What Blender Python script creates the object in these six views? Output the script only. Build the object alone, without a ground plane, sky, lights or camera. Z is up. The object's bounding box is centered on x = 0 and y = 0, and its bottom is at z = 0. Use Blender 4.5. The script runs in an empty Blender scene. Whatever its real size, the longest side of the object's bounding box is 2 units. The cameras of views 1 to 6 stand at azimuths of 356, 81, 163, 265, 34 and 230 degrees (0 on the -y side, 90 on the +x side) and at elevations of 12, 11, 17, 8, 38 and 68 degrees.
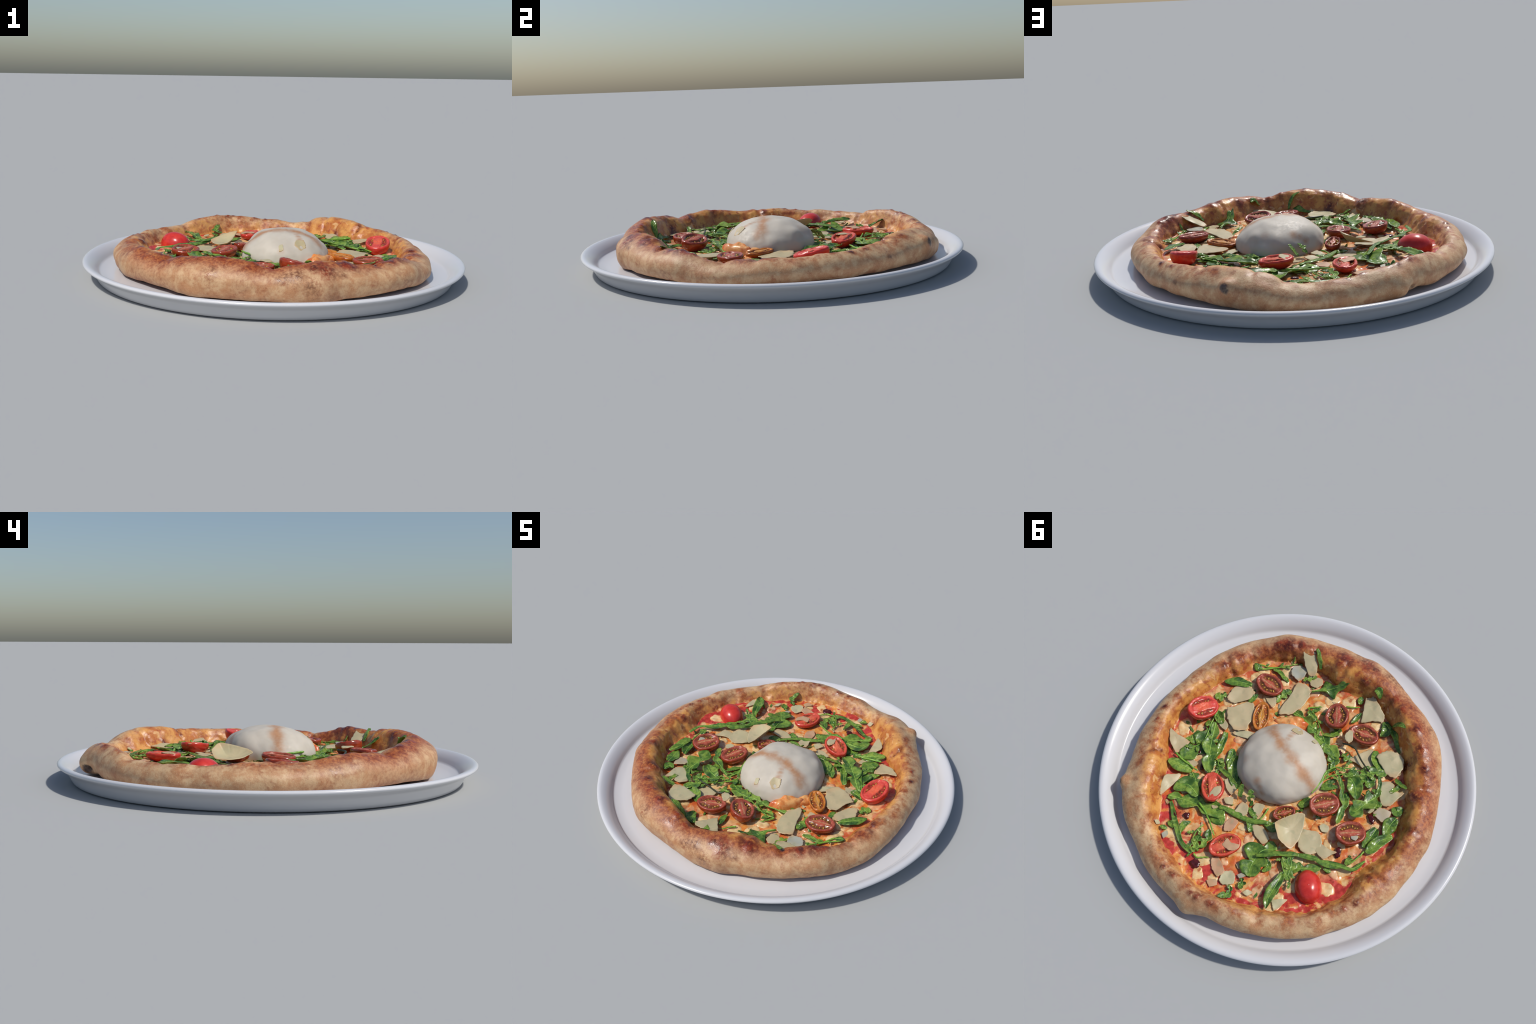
"""Neapolitan-style pizza with burrata, rocket, cherry tomatoes and parmesan
shavings on a white round plate.  Everything is procedural; metres, z up."""
import bpy, math, random
import numpy as np
from mathutils import Vector, Matrix, noise
from mathutils.bvhtree import BVHTree

rng = random.Random(20240611)
TAU = math.tau

# ------------------------------------------------------------------ helpers
def lin(hexa):
    hexa = hexa.lstrip('#')
    out = []
    for i in (0, 2, 4):
        c = int(hexa[i:i + 2], 16) / 255
        out.append(c / 12.92 if c <= .04045 else ((c + .055) / 1.055) ** 2.4)
    return (*out, 1.0)

def new_mesh_object(name, verts, faces, mats, parent=None, location=(0, 0, 0),
                    face_mats=None, smooth=True):
    me = bpy.data.meshes.new(name)
    me.from_pydata([tuple(v) for v in verts], [], faces)
    for m in mats:
        me.materials.append(m)
    if face_mats is not None:
        me.polygons.foreach_set('material_index', np.asarray(face_mats, dtype=np.int32))
    me.polygons.foreach_set('use_smooth', [smooth] * len(me.polygons))
    me.update()
    ob = bpy.data.objects.new(name, me)
    ob.location = location
    bpy.context.scene.collection.objects.link(ob)
    if parent:
        ob.parent = parent
    return ob

def catmull(P, n):
    """n samples along an open Catmull-Rom curve through the points P."""
    P = [np.array(p, float) for p in P]
    Q = [2 * P[0] - P[1]] + P + [2 * P[-1] - P[-2]]
    m = len(P) - 1
    out = []
    for t in np.linspace(0, m - 1e-9, n):
        i = int(t); u = t - i
        a, b, c, d = Q[i:i + 4]
        out.append(.5 * (2 * b + (c - a) * u + (2 * a - 5 * b + 4 * c - d) * u * u
                         + (3 * b - a - 3 * c + d) * u ** 3))
    return np.array(out)

def fbm(p, scale, octaves=3):
    v, a, s = 0.0, 1.0, scale
    for _ in range(octaves):
        v += a * noise.noise((p[0] * s, p[1] * s, p[2] * s))
        a *= .5; s *= 2.1
    return v

def smoothstep(a, b, x):
    t = np.clip((x - a) / (b - a), 0.0, 1.0)
    return t * t * (3 - 2 * t)

# ------------------------------------------------------- material node tools
class Nodes:
    def __init__(self, name):
        self.mat = bpy.data.materials.new(name)
        self.mat.use_nodes = True
        self.t = self.mat.node_tree
        self.t.nodes.clear()
        self.out = self.t.nodes.new('ShaderNodeOutputMaterial')
        self.bsdf = self.t.nodes.new('ShaderNodeBsdfPrincipled')
        self.t.links.new(self.bsdf.outputs[0], self.out.inputs[0])
        self.tc = self.t.nodes.new('ShaderNodeTexCoord')

    def link(self, a, b):
        if isinstance(a, (int, float)):
            b.default_value = a
        elif isinstance(a, (tuple, list)):
            b.default_value = a
        else:
            self.t.links.new(a, b)

    def math(self, op, a, b=0.0, clamp=False):
        n = self.t.nodes.new('ShaderNodeMath'); n.operation = op; n.use_clamp = clamp
        self.link(a, n.inputs[0]); self.link(b, n.inputs[1])
        return n.outputs[0]

    def vmath(self, op, a, b=(0, 0, 0)):
        n = self.t.nodes.new('ShaderNodeVectorMath'); n.operation = op
        self.link(a, n.inputs[0]); self.link(b, n.inputs[1])
        return n.outputs['Value'] if op in ('LENGTH', 'DISTANCE', 'DOT_PRODUCT') else n.outputs['Vector']

    def noise(self, vec, scale, detail=4, rough=.55, dist=0.0, colour=False):
        n = self.t.nodes.new('ShaderNodeTexNoise')
        self.link(vec, n.inputs['Vector']); n.inputs['Scale'].default_value = scale
        n.inputs['Detail'].default_value = detail; n.inputs['Roughness'].default_value = rough
        n.inputs['Distortion'].default_value = dist
        return n.outputs['Color'] if colour else n.outputs['Fac']

    def voronoi(self, vec, scale):
        n = self.t.nodes.new('ShaderNodeTexVoronoi')
        self.link(vec, n.inputs['Vector']); n.inputs['Scale'].default_value = scale
        return n.outputs['Distance']

    def ramp(self, x, a, b, lo=0.0, hi=1.0, smooth=True):
        n = self.t.nodes.new('ShaderNodeMapRange')
        n.interpolation_type = 'SMOOTHSTEP' if smooth else 'LINEAR'
        self.link(x, n.inputs['Value'])
        n.inputs['From Min'].default_value = a; n.inputs['From Max'].default_value = b
        n.inputs['To Min'].default_value = lo; n.inputs['To Max'].default_value = hi
        return n.outputs[0]

    def mix(self, f, a, b):
        n = self.t.nodes.new('ShaderNodeMix'); n.data_type = 'RGBA'
        self.link(f, n.inputs[0]); self.link(a, n.inputs[6]); self.link(b, n.inputs[7])
        return n.outputs[2]

    def bump(self, h, strength=.3, dist=.004):
        n = self.t.nodes.new('ShaderNodeBump')
        n.inputs['Strength'].default_value = strength; n.inputs['Distance'].default_value = dist
        self.link(h, n.inputs['Height']); self.t.links.new(n.outputs[0], self.bsdf.inputs['Normal'])

    def sepxyz(self, v):
        n = self.t.nodes.new('ShaderNodeSeparateXYZ'); self.link(v, n.inputs[0]); return n.outputs

    def random(self):
        return self.t.nodes.new('ShaderNodeObjectInfo').outputs['Random']

    def spots(self, vec, spots, soft=.35):
        """largest of several soft round masks (x, y, z, radius)."""
        total = None
        for x, y, z, r in spots:
            d = self.vmath('DISTANCE', vec, (x, y, z))
            m = self.ramp(d, r * soft, r, 1.0, 0.0)
            total = m if total is None else self.math('MAXIMUM', total, m)
        return total

    def wobble(self, vec, scale, amount, detail=3):
        c = self.noise(vec, scale, detail, colour=True)
        c = self.vmath('SUBTRACT', c, (.5, .5, .5))
        c = self.vmath('MULTIPLY', c, (amount, amount, amount))
        return self.vmath('ADD', vec, c)

    def set(self, colour=None, rough=None, **kw):
        if colour is not None: self.link(colour, self.bsdf.inputs['Base Color'])
        if rough is not None: self.link(rough, self.bsdf.inputs['Roughness'])
        for k, v in kw.items():
            self.link(v, self.bsdf.inputs[k.replace('_', ' ')])
        return self.mat

# ------------------------------------------------------------ pizza outlines
CX, CY = -0.013, 0.032          # middle of the pizza
FLOOR = 0.087                   # height of the topped middle
DATUM = 0.092                   # heights of standing pieces are counted from here
# (angle in degrees, outer radius)
OUTER = [(2, .816), (17, .820), (25, .814), (37, .825), (44, .830), (53, .851), (61, .856), (73, .840),
         (84, .850), (97, .847), (104, .861), (110, .833), (119, .829), (130, .832), (143, .841), (154, .836),
         (166, .840), (178, .838), (192, .823), (205, .821), (215, .815), (225, .818), (237, .844), (246, .851),
         (259, .829), (268, .844), (280, .860), (290, .843), (299, .854), (311, .864), (318, .876), (329, .866),
         (341, .854), (349, .834)]
# inner foot of the rim
INNER = [(9, .688), (18, .682), (26, .664), (34, .640), (41, .622), (50, .626), (58, .650), (68, .692), (80, .707), (91, .708),
         (103, .710), (114, .694), (124, .690), (134, .692), (146, .712), (157, .694), (166, .676),
         (175, .618), (183, .634), (192, .662), (202, .650), (211, .636), (219, .648), (226, .640), (238, .636), (246, .628), (251, .632),
         (262, .662), (270, .672), (277, .650), (283, .622), (290, .632), (297, .656), (310, .696), (326, .728), (336, .682),
         (341, .662), (347, .684), (357, .678)]
# height of the crest
CREST = [(0, .155), (10, .159), (20, .165), (30, .169), (40, .191), (50, .200), (58, .199), (64, .180),
         (70, .146), (76, .148), (82, .155), (90, .163), (100, .180), (108, .190), (115, .187), (122, .178), (130, .150),
         (140, .150), (150, .157), (160, .157), (170, .171), (180, .174), (190, .170), (200, .191), (207, .197),
         (213, .191), (222, .175), (230, .199), (238, .215), (245, .223), (252, .220), (258, .206), (265, .183),
         (272, .194), (280, .208), (288, .207), (295, .189), (302, .177), (310, .183), (317, .186), (322, .169),
         (328, .143), (334, .139), (340, .153), (350, .153)]
# height of the lower outer edge
LOWER = [(0, .048), (34, .053), (50, .046), (80, .044), (100, .045), (108, .062), (116, .052), (150, .042), (200, .048),
         (223, .056), (240, .050), (280, .044), (300, .050), (312, .052), (330, .044), (345, .046)]

def ring(table, theta, smooth_deg=2.6):
    a = np.array([t[0] for t in table], float); v = np.array([t[1] for t in table])
    a = np.concatenate([a - 360, a, a + 360]); v = np.concatenate([v, v, v])
    fine = np.arange(-40, 400, .5)
    f = np.interp(fine, a, v)
    k = np.exp(-.5 * (np.arange(-20, 21) * .5 / smooth_deg) ** 2); k /= k.sum()
    f = np.convolve(np.pad(f, 20, mode='edge'), k, mode='valid')
    return np.interp(np.degrees(theta) % 360, fine, f)

# browned blisters on the crest (x, y, radius)
BLISTERS = [
    (0.594, -0.463, 0.030), (0.552, -0.501, 0.050), (0.688, -0.185, 0.022), (0.642, -0.188, 0.020),
    (0.608, 0.293, 0.030), (0.419, 0.504, 0.020), (0.549, 0.453, 0.020), (0.533, 0.423, 0.015),
    (0.701, -0.162, 0.020), (0.503, -0.556, 0.040), (0.274, -0.669, 0.050), (0.269, -0.621, 0.030),
    (0.165, -0.747, 0.050), (0.097, -0.654, 0.035), (0.111, -0.745, 0.030), (-0.088, -0.705, 0.030),
    (-0.158, -0.680, 0.030), (-0.301, -0.647, 0.035), (-0.399, -0.592, 0.040), (-0.482, -0.530, 0.030),
    (-0.391, -0.501, 0.030), (-0.544, -0.399, 0.045), (-0.675, -0.243, 0.030),
    (-0.698, 0.076, 0.025), (-0.751, 0.213, 0.020), (-0.731, 0.278, 0.020),
    (-0.212, 0.780, 0.025), (0.023, 0.811, 0.015), (-0.043, 0.796, 0.020), (-0.175, 0.793, 0.020),
    (-0.279, 0.755, 0.020), (0.719, 0.247, 0.015), (0.687, 0.322, 0.015)]
# scorched places on the outer side (x, y, z, radius)
SCORCH = [(-0.354, -0.725, .166, .045), (-0.026, -0.798, .159, .05), (0.03, -0.79, .172, .055),
          (0.098, -0.795, .118, .055), (0.247, -0.756, .172, .035), (-0.771, -0.306, .165, .035),
          (0.768, 0.313, .147, .018), (0.563, -0.575, .084, .045), (0.425, 0.737, .130, .030),
          (0.738, 0.386, .160, .028), (-0.809, -0.205, .145, .045), (0.30, 0.78, .07, .04), (0.70, 0.44, .12, .02)]
# charred tips (x, y, z, radius)
CHAR = [(0.542, 0.694, .152, .028), (0.525, 0.682, .138, .026), (-0.235, 0.838, .078, .034), (-0.275, 0.826, .072, .026)]

# ------------------------------------------------------------------ materials
def crust_material():
    n = Nodes('baked_crust')
    P = n.tc.outputs['Object']
    W = n.wobble(P, 14, .035)
    flat = n.vmath('MULTIPLY', n.vmath('SUBTRACT', W, (CX, CY, 0)), (1, 1, 0))
    r = n.vmath('LENGTH', flat)
    big = n.noise(P, 5, 3); mid = n.noise(P, 17, 5, .6); fine = n.noise(P, 70, 4, .65); grain = n.noise(P, 230, 2)
    base = n.mix(n.ramp(mid, .38, .62), lin('#cfac82'), lin('#ba8a60'))
    base = n.mix(n.math('MULTIPLY', n.ramp(fine, .45, .75), .6), base, lin('#b98255'))
    base = n.mix(n.math('MULTIPLY', n.ramp(grain, .5, .8), .35), base, lin('#e3cfae'))
    mott = n.ramp(n.noise(P, 11, 5, .62, .8), .50, .66)
    base = n.mix(n.math('MULTIPLY', mott, .6), base, n.mix(n.ramp(fine, .38, .62), lin('#b27c52'), lin('#955636')))
    # baked side of the loaf faces the oven mouth (towards -y)
    side = n.vmath('DOT_PRODUCT', flat, (-.15, -1.2, 0))
    oven = n.ramp(n.math('ADD', side, n.math('MULTIPLY', n.math('SUBTRACT', big, .5), 1.2)), -.25, .75)
    shoulder = n.ramp(n.math('ADD', r, n.math('MULTIPLY', n.math('SUBTRACT', big, .5), .12)), .775, .840, 1, .22)
    base = n.mix(n.math('MULTIPLY', n.math('MULTIPLY', oven, shoulder), .85), base, n.mix(n.ramp(fine, .35, .65), lin('#bd8a63'), lin('#9c6242')))
    # crest band of browning
    band = n.math('MULTIPLY', n.ramp(r, .665, .715), n.ramp(r, .755, .815, 1, 0))
    brown = n.math('MULTIPLY', band, n.ramp(n.math('ADD', mid, n.math('MULTIPLY', oven, .22)), .46, .66))
    base = n.mix(n.math('MULTIPLY', brown, .85), base, n.mix(n.ramp(fine, .35, .65), lin('#b06228'), lin('#7e3216')))
    patch = n.math('MULTIPLY', n.ramp(n.noise(P, 7, 5, .62, .6), .47, .60), n.math('MULTIPLY', n.ramp(r, .66, .71), n.ramp(r, .775, .835, 1, 0)))
    patch = n.math('MULTIPLY', patch, n.ramp(oven, 0, 1, .45, 1))
    base = n.mix(n.math('MULTIPLY', patch, .8), base, n.mix(n.ramp(fine, .36, .62), lin('#a3562a'), lin('#74301a')))
    # oil-soaked golden inner slope
    inner = n.ramp(n.math('ADD', r, n.math('MULTIPLY', n.math('SUBTRACT', mid, .5), .12)), .695, .755, 1, 0)
    gold = n.mix(n.ramp(mid, .4, .62), lin('#d39448'), lin('#b5682a'))
    gold = n.mix(n.math('MULTIPLY', n.ramp(n.noise(P, 30, 4, .6), .54, .66), .85), gold, lin('#9c4424'))
    gold = n.mix(n.math('MULTIPLY', n.ramp(n.noise(P, 22, 3, .6, 1.0), .6, .7), .7), gold, lin('#e2b57c'))
    base = n.mix(n.math('MULTIPLY', n.math('MULTIPLY', inner, n.ramp(patch, 0, 1, .92, .5)), 1.0), base, gold)
    W2 = n.wobble(P, 30, .035, 4)
    flatW = n.vmath('MULTIPLY', W2, (1, 1, 0))
    bl = n.spots(flatW, [(x, y, 0, q * 1.5) for x, y, q in BLISTERS], .15)
    bl = n.math('MULTIPLY', bl, n.ramp(fine, .22, .52))
    base = n.mix(n.math('MULTIPLY', bl, .9), base, n.mix(n.ramp(mid, .4, .6), lin('#8a3318'), lin('#4a1712')))
    sc = n.spots(n.wobble(P, 25, .03, 4), [(x, y, z, q * 1.35) for x, y, z, q in SCORCH], 0.0)
    sc = n.math('MULTIPLY', sc, n.ramp(fine, .3, .65))
    base = n.mix(n.math('MULTIPLY', sc, .85), base, n.mix(n.ramp(mid, .4, .6), lin('#8d4a2a'), lin('#4e2a20')))
    ch = n.spots(n.wobble(P, 60, .02), CHAR, .5)
    base = n.mix(n.math('MULTIPLY', ch, .92), base, n.mix(n.ramp(fine, .4, .6), lin('#2a2224'), lin('#5a4c48')))
    wet = n.math('MAXIMUM', n.math('MAXIMUM', n.math('MULTIPLY', inner, .6), n.math('MULTIPLY', patch, .8)), n.math('MAXIMUM', bl, sc))
    rough = n.ramp(wet, 0, 1, .52, .24)
    n.bump(n.math('ADD', n.math('MULTIPLY', fine, .7), n.math('MULTIPLY', grain, .3)), .35, .006)
    return n.set(base, rough)

def sauce_material():
    n = Nodes('tomato_sauce')
    P = n.tc.outputs['Object']
    W = n.wobble(P, 20, .04)
    flat = n.vmath('MULTIPLY', n.vmath('SUBTRACT', W, (CX, CY, 0)), (1, 1, 0))
    r = n.vmath('LENGTH', flat)
    mid = n.noise(P, 16, 5, .6); fine = n.noise(P, 50, 4, .6)
    orange = n.mix(n.ramp(mid, .38, .6), lin('#dd984a'), lin('#cf6a32'))
    cream = n.ramp(n.noise(P, 13, 4, .55, .6), .47, .56)
    col = n.mix(n.math('MULTIPLY', cream, .85), orange, n.mix(n.ramp(fine, .4, .6), lin('#e4c48e'), lin('#d8aa70')))
    red = n.math('MULTIPLY', n.ramp(r, .47, .62), n.ramp(n.noise(P, 10, 4, .6, .8), .41, .51))
    away = n.vmath('DOT_PRODUCT', flat, (-.55, 1.3, 0))
    red = n.math('MULTIPLY', red, n.ramp(away, -.7, .5, .55, 1))
    col = n.mix(red, col, n.mix(n.ramp(fine, .4, .65), lin('#c6443a'), lin('#a93228')))
    spots = n.ramp(n.noise(P, 26, 3, .5), .64, .72)
    col = n.mix(n.math('MULTIPLY', spots, .85), col, lin('#8f2a18'))
    n.bump(fine, .25, .005)
    return n.set(col, n.ramp(fine, .3, .7, .16, .34))

def melted_material(name, a, b, edge):
    n = Nodes(name)
    P = n.tc.outputs['Object']; G = n.tc.outputs['Generated']
    rnd = n.random()
    d = n.vmath('LENGTH', n.vmath('MULTIPLY', n.vmath('SUBTRACT', G, (.5, .5, .5)), (2, 2, 0)))
    mid = n.noise(P, 38, 4, .6); fine = n.noise(P, 90, 3)
    col = n.mix(n.ramp(mid, .36, .6), lin(a), lin(b))
    rim = n.ramp(n.math('ADD', d, n.math('MULTIPLY', n.math('SUBTRACT', mid, .5), .9)), .68, 1.05)
    col = n.mix(n.math('MULTIPLY', rim, .8), col, lin(edge))
    br = n.math('MULTIPLY', n.ramp(n.noise(P, 24, 3, .5), .55, .66), n.ramp(rnd, .3, .6))
    col = n.mix(n.math('MULTIPLY', br, .85), col, n.mix(fine, lin('#c4682c'), lin('#8a3a1c')))
    n.bump(mid, .3, .004)
    return n.set(col, n.ramp(fine, .3, .7, .25, .42))

def parmesan_material(name, a, b):
    n = Nodes(name)
    P = n.tc.outputs['Object']
    G = n.tc.outputs['Generated']
    big = n.noise(P, 14, 3); fine = n.noise(P, 120, 3)
    col = n.mix(n.ramp(big, .38, .62), lin(a), lin(b))
    d = n.vmath('LENGTH', n.vmath('MULTIPLY', n.vmath('SUBTRACT', G, (.5, .5, .5)), (2, 2, 0)))
    col = n.mix(n.ramp(n.noise(P, 22, 2), .52, .72, 0, .55), col, lin('#959c7c'))
    col = n.mix(n.ramp(n.math('ADD', d, n.math('MULTIPLY', big, .5)), .95, 1.5, 0, .7), col, lin('#c29a6c'))
    col = n.mix(n.ramp(n.random(), 0, 1, 0, .4), col, lin('#bb9a72'))
    n.bump(fine, .12, .003)
    return n.set(col, n.ramp(big, .3, .7, .38, .52), Subsurface_Weight=.08, Subsurface_Radius=(.01, .008, .005))

def leaf_material():
    n = Nodes('rocket_leaf')
    P = n.tc.outputs['Object']
    rnd = n.random()
    big = n.noise(P, 16, 3); vein = n.noise(P, 60, 4, .6)
    a = n.mix(rnd, lin('#92ab48'), lin('#6f9038'))
    b = n.mix(rnd, lin('#587e2e'), lin('#385e24'))
    col = n.mix(n.ramp(n.math('ADD', n.math('MULTIPLY', big, .6), n.math('MULTIPLY', vein, .4)), .4, .6), a, b)
    col = n.mix(n.ramp(n.noise(P, 40, 2), .60, .74, 0, .5), col, lin('#a0b868'))
    col = n.mix(n.ramp(n.noise(P, 11, 2), .55, .68, 0, .6), col, lin('#23481c'))
    n.bump(vein, .35, .004)
    n.set(col, n.ramp(big, .35, .65, .16, .38))
    tr = n.t.nodes.new('ShaderNodeBsdfTranslucent'); n.link(col, tr.inputs[0])
    mx = n.t.nodes.new('ShaderNodeMixShader'); mx.inputs[0].default_value = .12
    n.t.links.new(n.bsdf.outputs[0], mx.inputs[1]); n.t.links.new(tr.outputs[0], mx.inputs[2])
    n.t.links.new(mx.outputs[0], n.out.inputs[0])
    return n.mat

def plain_material(name, a, b, scale=40, rough=.35, bump=.2, **kw):
    n = Nodes(name)
    P = n.tc.outputs['Object']
    f = n.noise(P, scale, 4)
    n.bump(f, bump, .003)
    return n.set(n.mix(n.ramp(f, .35, .65), lin(a), lin(b)), rough, **kw)

def tomato_cut_material(name, flesh, core, gel, septum):
    """cut face: rim of flesh, two seed chambers filled with gel, fleshy core."""
    n = Nodes(name)
    G = n.tc.outputs['Generated']; P = n.tc.outputs['Object']
    v = n.vmath('MULTIPLY', n.vmath('SUBTRACT', G, (.5, .5, .5)), (2, 2, 0))
    v = n.wobble(n.wobble(v, 2.2, .36), 9, .10)
    x, y, _ = n.sepxyz(v)
    rho = n.math('SQRT', n.math('ADD', n.math('POWER', x, 2), n.math('POWER', y, 2)))
    pocket = n.math('MULTIPLY', n.math('MULTIPLY', n.ramp(rho, .68, .80, 1, 0), n.ramp(rho, .28, .44)),
                    n.ramp(n.math('ABSOLUTE', y), septum, septum + .16))
    line = n.math('MULTIPLY', n.ramp(n.math('ABSOLUTE', y), .02, .10, 1, 0), n.ramp(rho, .55, .75, 1, 0))
    fine = n.noise(P, 130, 3)
    col = n.mix(n.ramp(rho, .2, .7), lin(core), lin(flesh))
    col = n.mix(n.math('MULTIPLY', n.ramp(fine, .4, .7), .3), col, lin('#e08a6a'))
    if septum < .2:
        col = n.mix(n.math('MULTIPLY', line, .55), col, lin('#c8a070'))
    col = n.mix(n.math('MULTIPLY', pocket, .92), col, n.mix(n.ramp(fine, .4, .6), lin(gel), lin('#5a2c16')))
    n.bump(fine, .2, .003)
    return n.set(col, n.mix(pocket, (.34, .34, .34, 1), (.12, .12, .12, 1)))

def burrata_material():
    n = Nodes('burrata_skin')
    P = n.tc.outputs['Object']
    big = n.noise(P, 7, 3); fine = n.noise(P, 80, 3)
    col = n.mix(n.ramp(big, .35, .65), lin('#c8bfb0'), lin('#bcb3a4'))
    W = n.wobble(n.wobble(P, 12, .035), 50, .014)
    trail = [(.234, -.098, .165), (.200, -.082, .19), (.165, -.070, .21), (.130, -.060, .23), (.100, -.054, .239), (.070, -.050, .242),
             (.045, -.045, .242), (.015, -.040, .241), (-.015, -.040, .238), (-.045, -.040, .23), (-.075, -.039, .218),
             (-.105, -.039, .20), (-.13, -.039, .18), (-.155, -.040, .152)]
    fine_trail = catmull(trail, 30)
    m = n.spots(W, [(float(p[0]), float(p[1]), float(p[2]), .050 + .010 * math.sin(i * .9)) for i, p in enumerate(fine_trail)], 0.0)
    m2 = n.spots(W, [(.049, .167, .185, .04), (.02, .172, .172, .03), (-.002, .178, .155, .03), (.17, .12, .17, .045), (.20, .09, .15, .05), (.12, .16, .15, .04),
                     (.121, -.152, .204, .028), (.115, -.125, .215, .026), (.108, -.098, .227, .026), (.10, -.075, .236, .026), (.02, -.22, .16, .03)], .05)
    m = n.math('MAXIMUM', m, n.math('MULTIPLY', m2, .7))
    m = n.math('MULTIPLY', m, n.ramp(n.noise(P, 18, 3, .5), .15, .6))
    col = n.mix(n.math('MULTIPLY', m, .85), col, n.mix(fine, lin('#b9814a'), lin('#9c5e30')))
    n.bump(n.math('ADD', n.math('MULTIPLY', big, .6), n.math('MULTIPLY', fine, .2)), .2, .008)
    return n.set(col, n.ramp(fine, .3, .7, .5, .62), Subsurface_Weight=.1, Subsurface_Radius=(.02, .015, .01))

def plate_material():
    n = Nodes('glazed_porcelain')
    f = n.noise(n.tc.outputs['Object'], 3, 2)
    return n.set(n.mix(f, lin('#cdcdd0'), lin('#d1d1d3')), .2)

MAT = {}
def build_materials():
    MAT['crust'] = crust_material()
    MAT['sauce'] = sauce_material()
    MAT['under'] = plain_material('floured_underside', '#8a7355', '#5a4534', 20, .8)
    MAT['melt'] = [melted_material('melted_mozzarella', '#e6cb98', '#dcb47c', '#cf6f34'),
                   melted_material('melted_mozzarella_pink', '#e0b98e', '#d69c70', '#c4523a'),
                   melted_material('melted_mozzarella_oily', '#e3a766', '#d98443', '#c9542a')]
    MAT['parmesan'] = parmesan_material('parmesan', '#b6b18c', '#c0b590')
    MAT['grey'] = parmesan_material('parmesan_pale', '#a3a598', '#b0ab96')
    MAT['pink'] = parmesan_material('parmesan_stained', '#c8a07e', '#bd8e6e')
    MAT['leaf'] = leaf_material()
    MAT['rib'] = plain_material('leaf_rib', '#9cc25a', '#7aa640', 60, .35)
    MAT['stem'] = plain_material('leaf_stem', '#8cb444', '#669a34', 30, .32)
    MAT['darkstem'] = plain_material('withered_stem', '#23261a', '#3a3a22', 60, .4)
    MAT['burrata'] = burrata_material()
    MAT['plate'] = plate_material()
    MAT['seed'] = plain_material('tomato_seed', '#c09a3c', '#a8762c', 120, .25)
    MAT['glaze'] = plain_material('balsamic_glaze', '#3c1010', '#54181a', 60, .12)
    MAT['skin'] = {'red': plain_material('tomato_skin_red', '#cf3a30', '#bb2a24', 25, .26, .05),
                   'plum': plain_material('tomato_skin_plum', '#9a3a1e', '#7a2a18', 25, .2, .05),
                   'coral': plain_material('tomato_skin_coral', '#c8392a', '#a82a1c', 25, .22, .05),
                   'amber': plain_material('tomato_skin_amber', '#b8661c', '#8a3a18', 25, .2, .05)}
    cut = {'red': ('#cf4038', '#de5c3c', '#a83a28'), 'plum': ('#96402e', '#aa4c36', '#704a20'),
           'coral': ('#cf4a36', '#dc6a48', '#b04a2c'), 'amber': ('#b8701e', '#c98a2a', '#a8561c')}
    MAT['cut'] = {(k, i): tomato_cut_material('tomato_flesh_%s_%s' % (k, 'wide' if i == 0 else 'slim' if i == 1 else 'even'),
                                              *cut[k], (.26, .08, .17)[i])
                  for k in cut for i in range(3)}

# ---------------------------------------------------------------------- plate
def build_plate():
    profile = [(0, .033), (.30, .033), (.60, .0335), (.86, .034), (.878, .0335), (.888, .0355), (.906, .037), (.914, .040), (.920, .047),
               (.926, .057), (.935, .068), (.947, .079), (.961, .0885), (.974, .0945), (.985, .0965), (.994, .0940), (.999, .0885), (.9985, .083),
               (.993, .0775), (.983, .071), (.972, .064), (.961, .056), (.953, .047), (.945, .034), (.937, .018),
               (.930, .006), (.924, .001), (.916, .0), (.890, .0), (.876, .004), (.862, .012), (0, .014)]
    seg = 240
    verts, faces = [], []
    rings = []
    for r, z in profile:
        if r == 0:
            rings.append([len(verts)]); verts.append((0, 0, z))
        else:
            rings.append(list(range(len(verts), len(verts) + seg)))
            off = .004 * smoothstep(.080, .060, z) if len(rings) > 16 else 0.0   # the foot ring is thrown a little off centre
            verts += [(r * math.cos(TAU * i / seg) + off, r * math.sin(TAU * i / seg) + off * .4, z) for i in range(seg)]
    for A, B in zip(rings, rings[1:]):
        for i in range(seg):
            j = (i + 1) % seg
            if len(A) == 1: faces.append((A[0], B[i], B[j]))
            elif len(B) == 1: faces.append((A[i], B[0], A[j]))
            else: faces.append((A[i], B[i], B[j], A[j]))
    ob = new_mesh_object('plate', verts, faces, [MAT['plate']])
    ob['label'] = 'round white glazed porcelain plate with raised rolled rim'
    ob['category'] = 'plate'
    return ob

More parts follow.
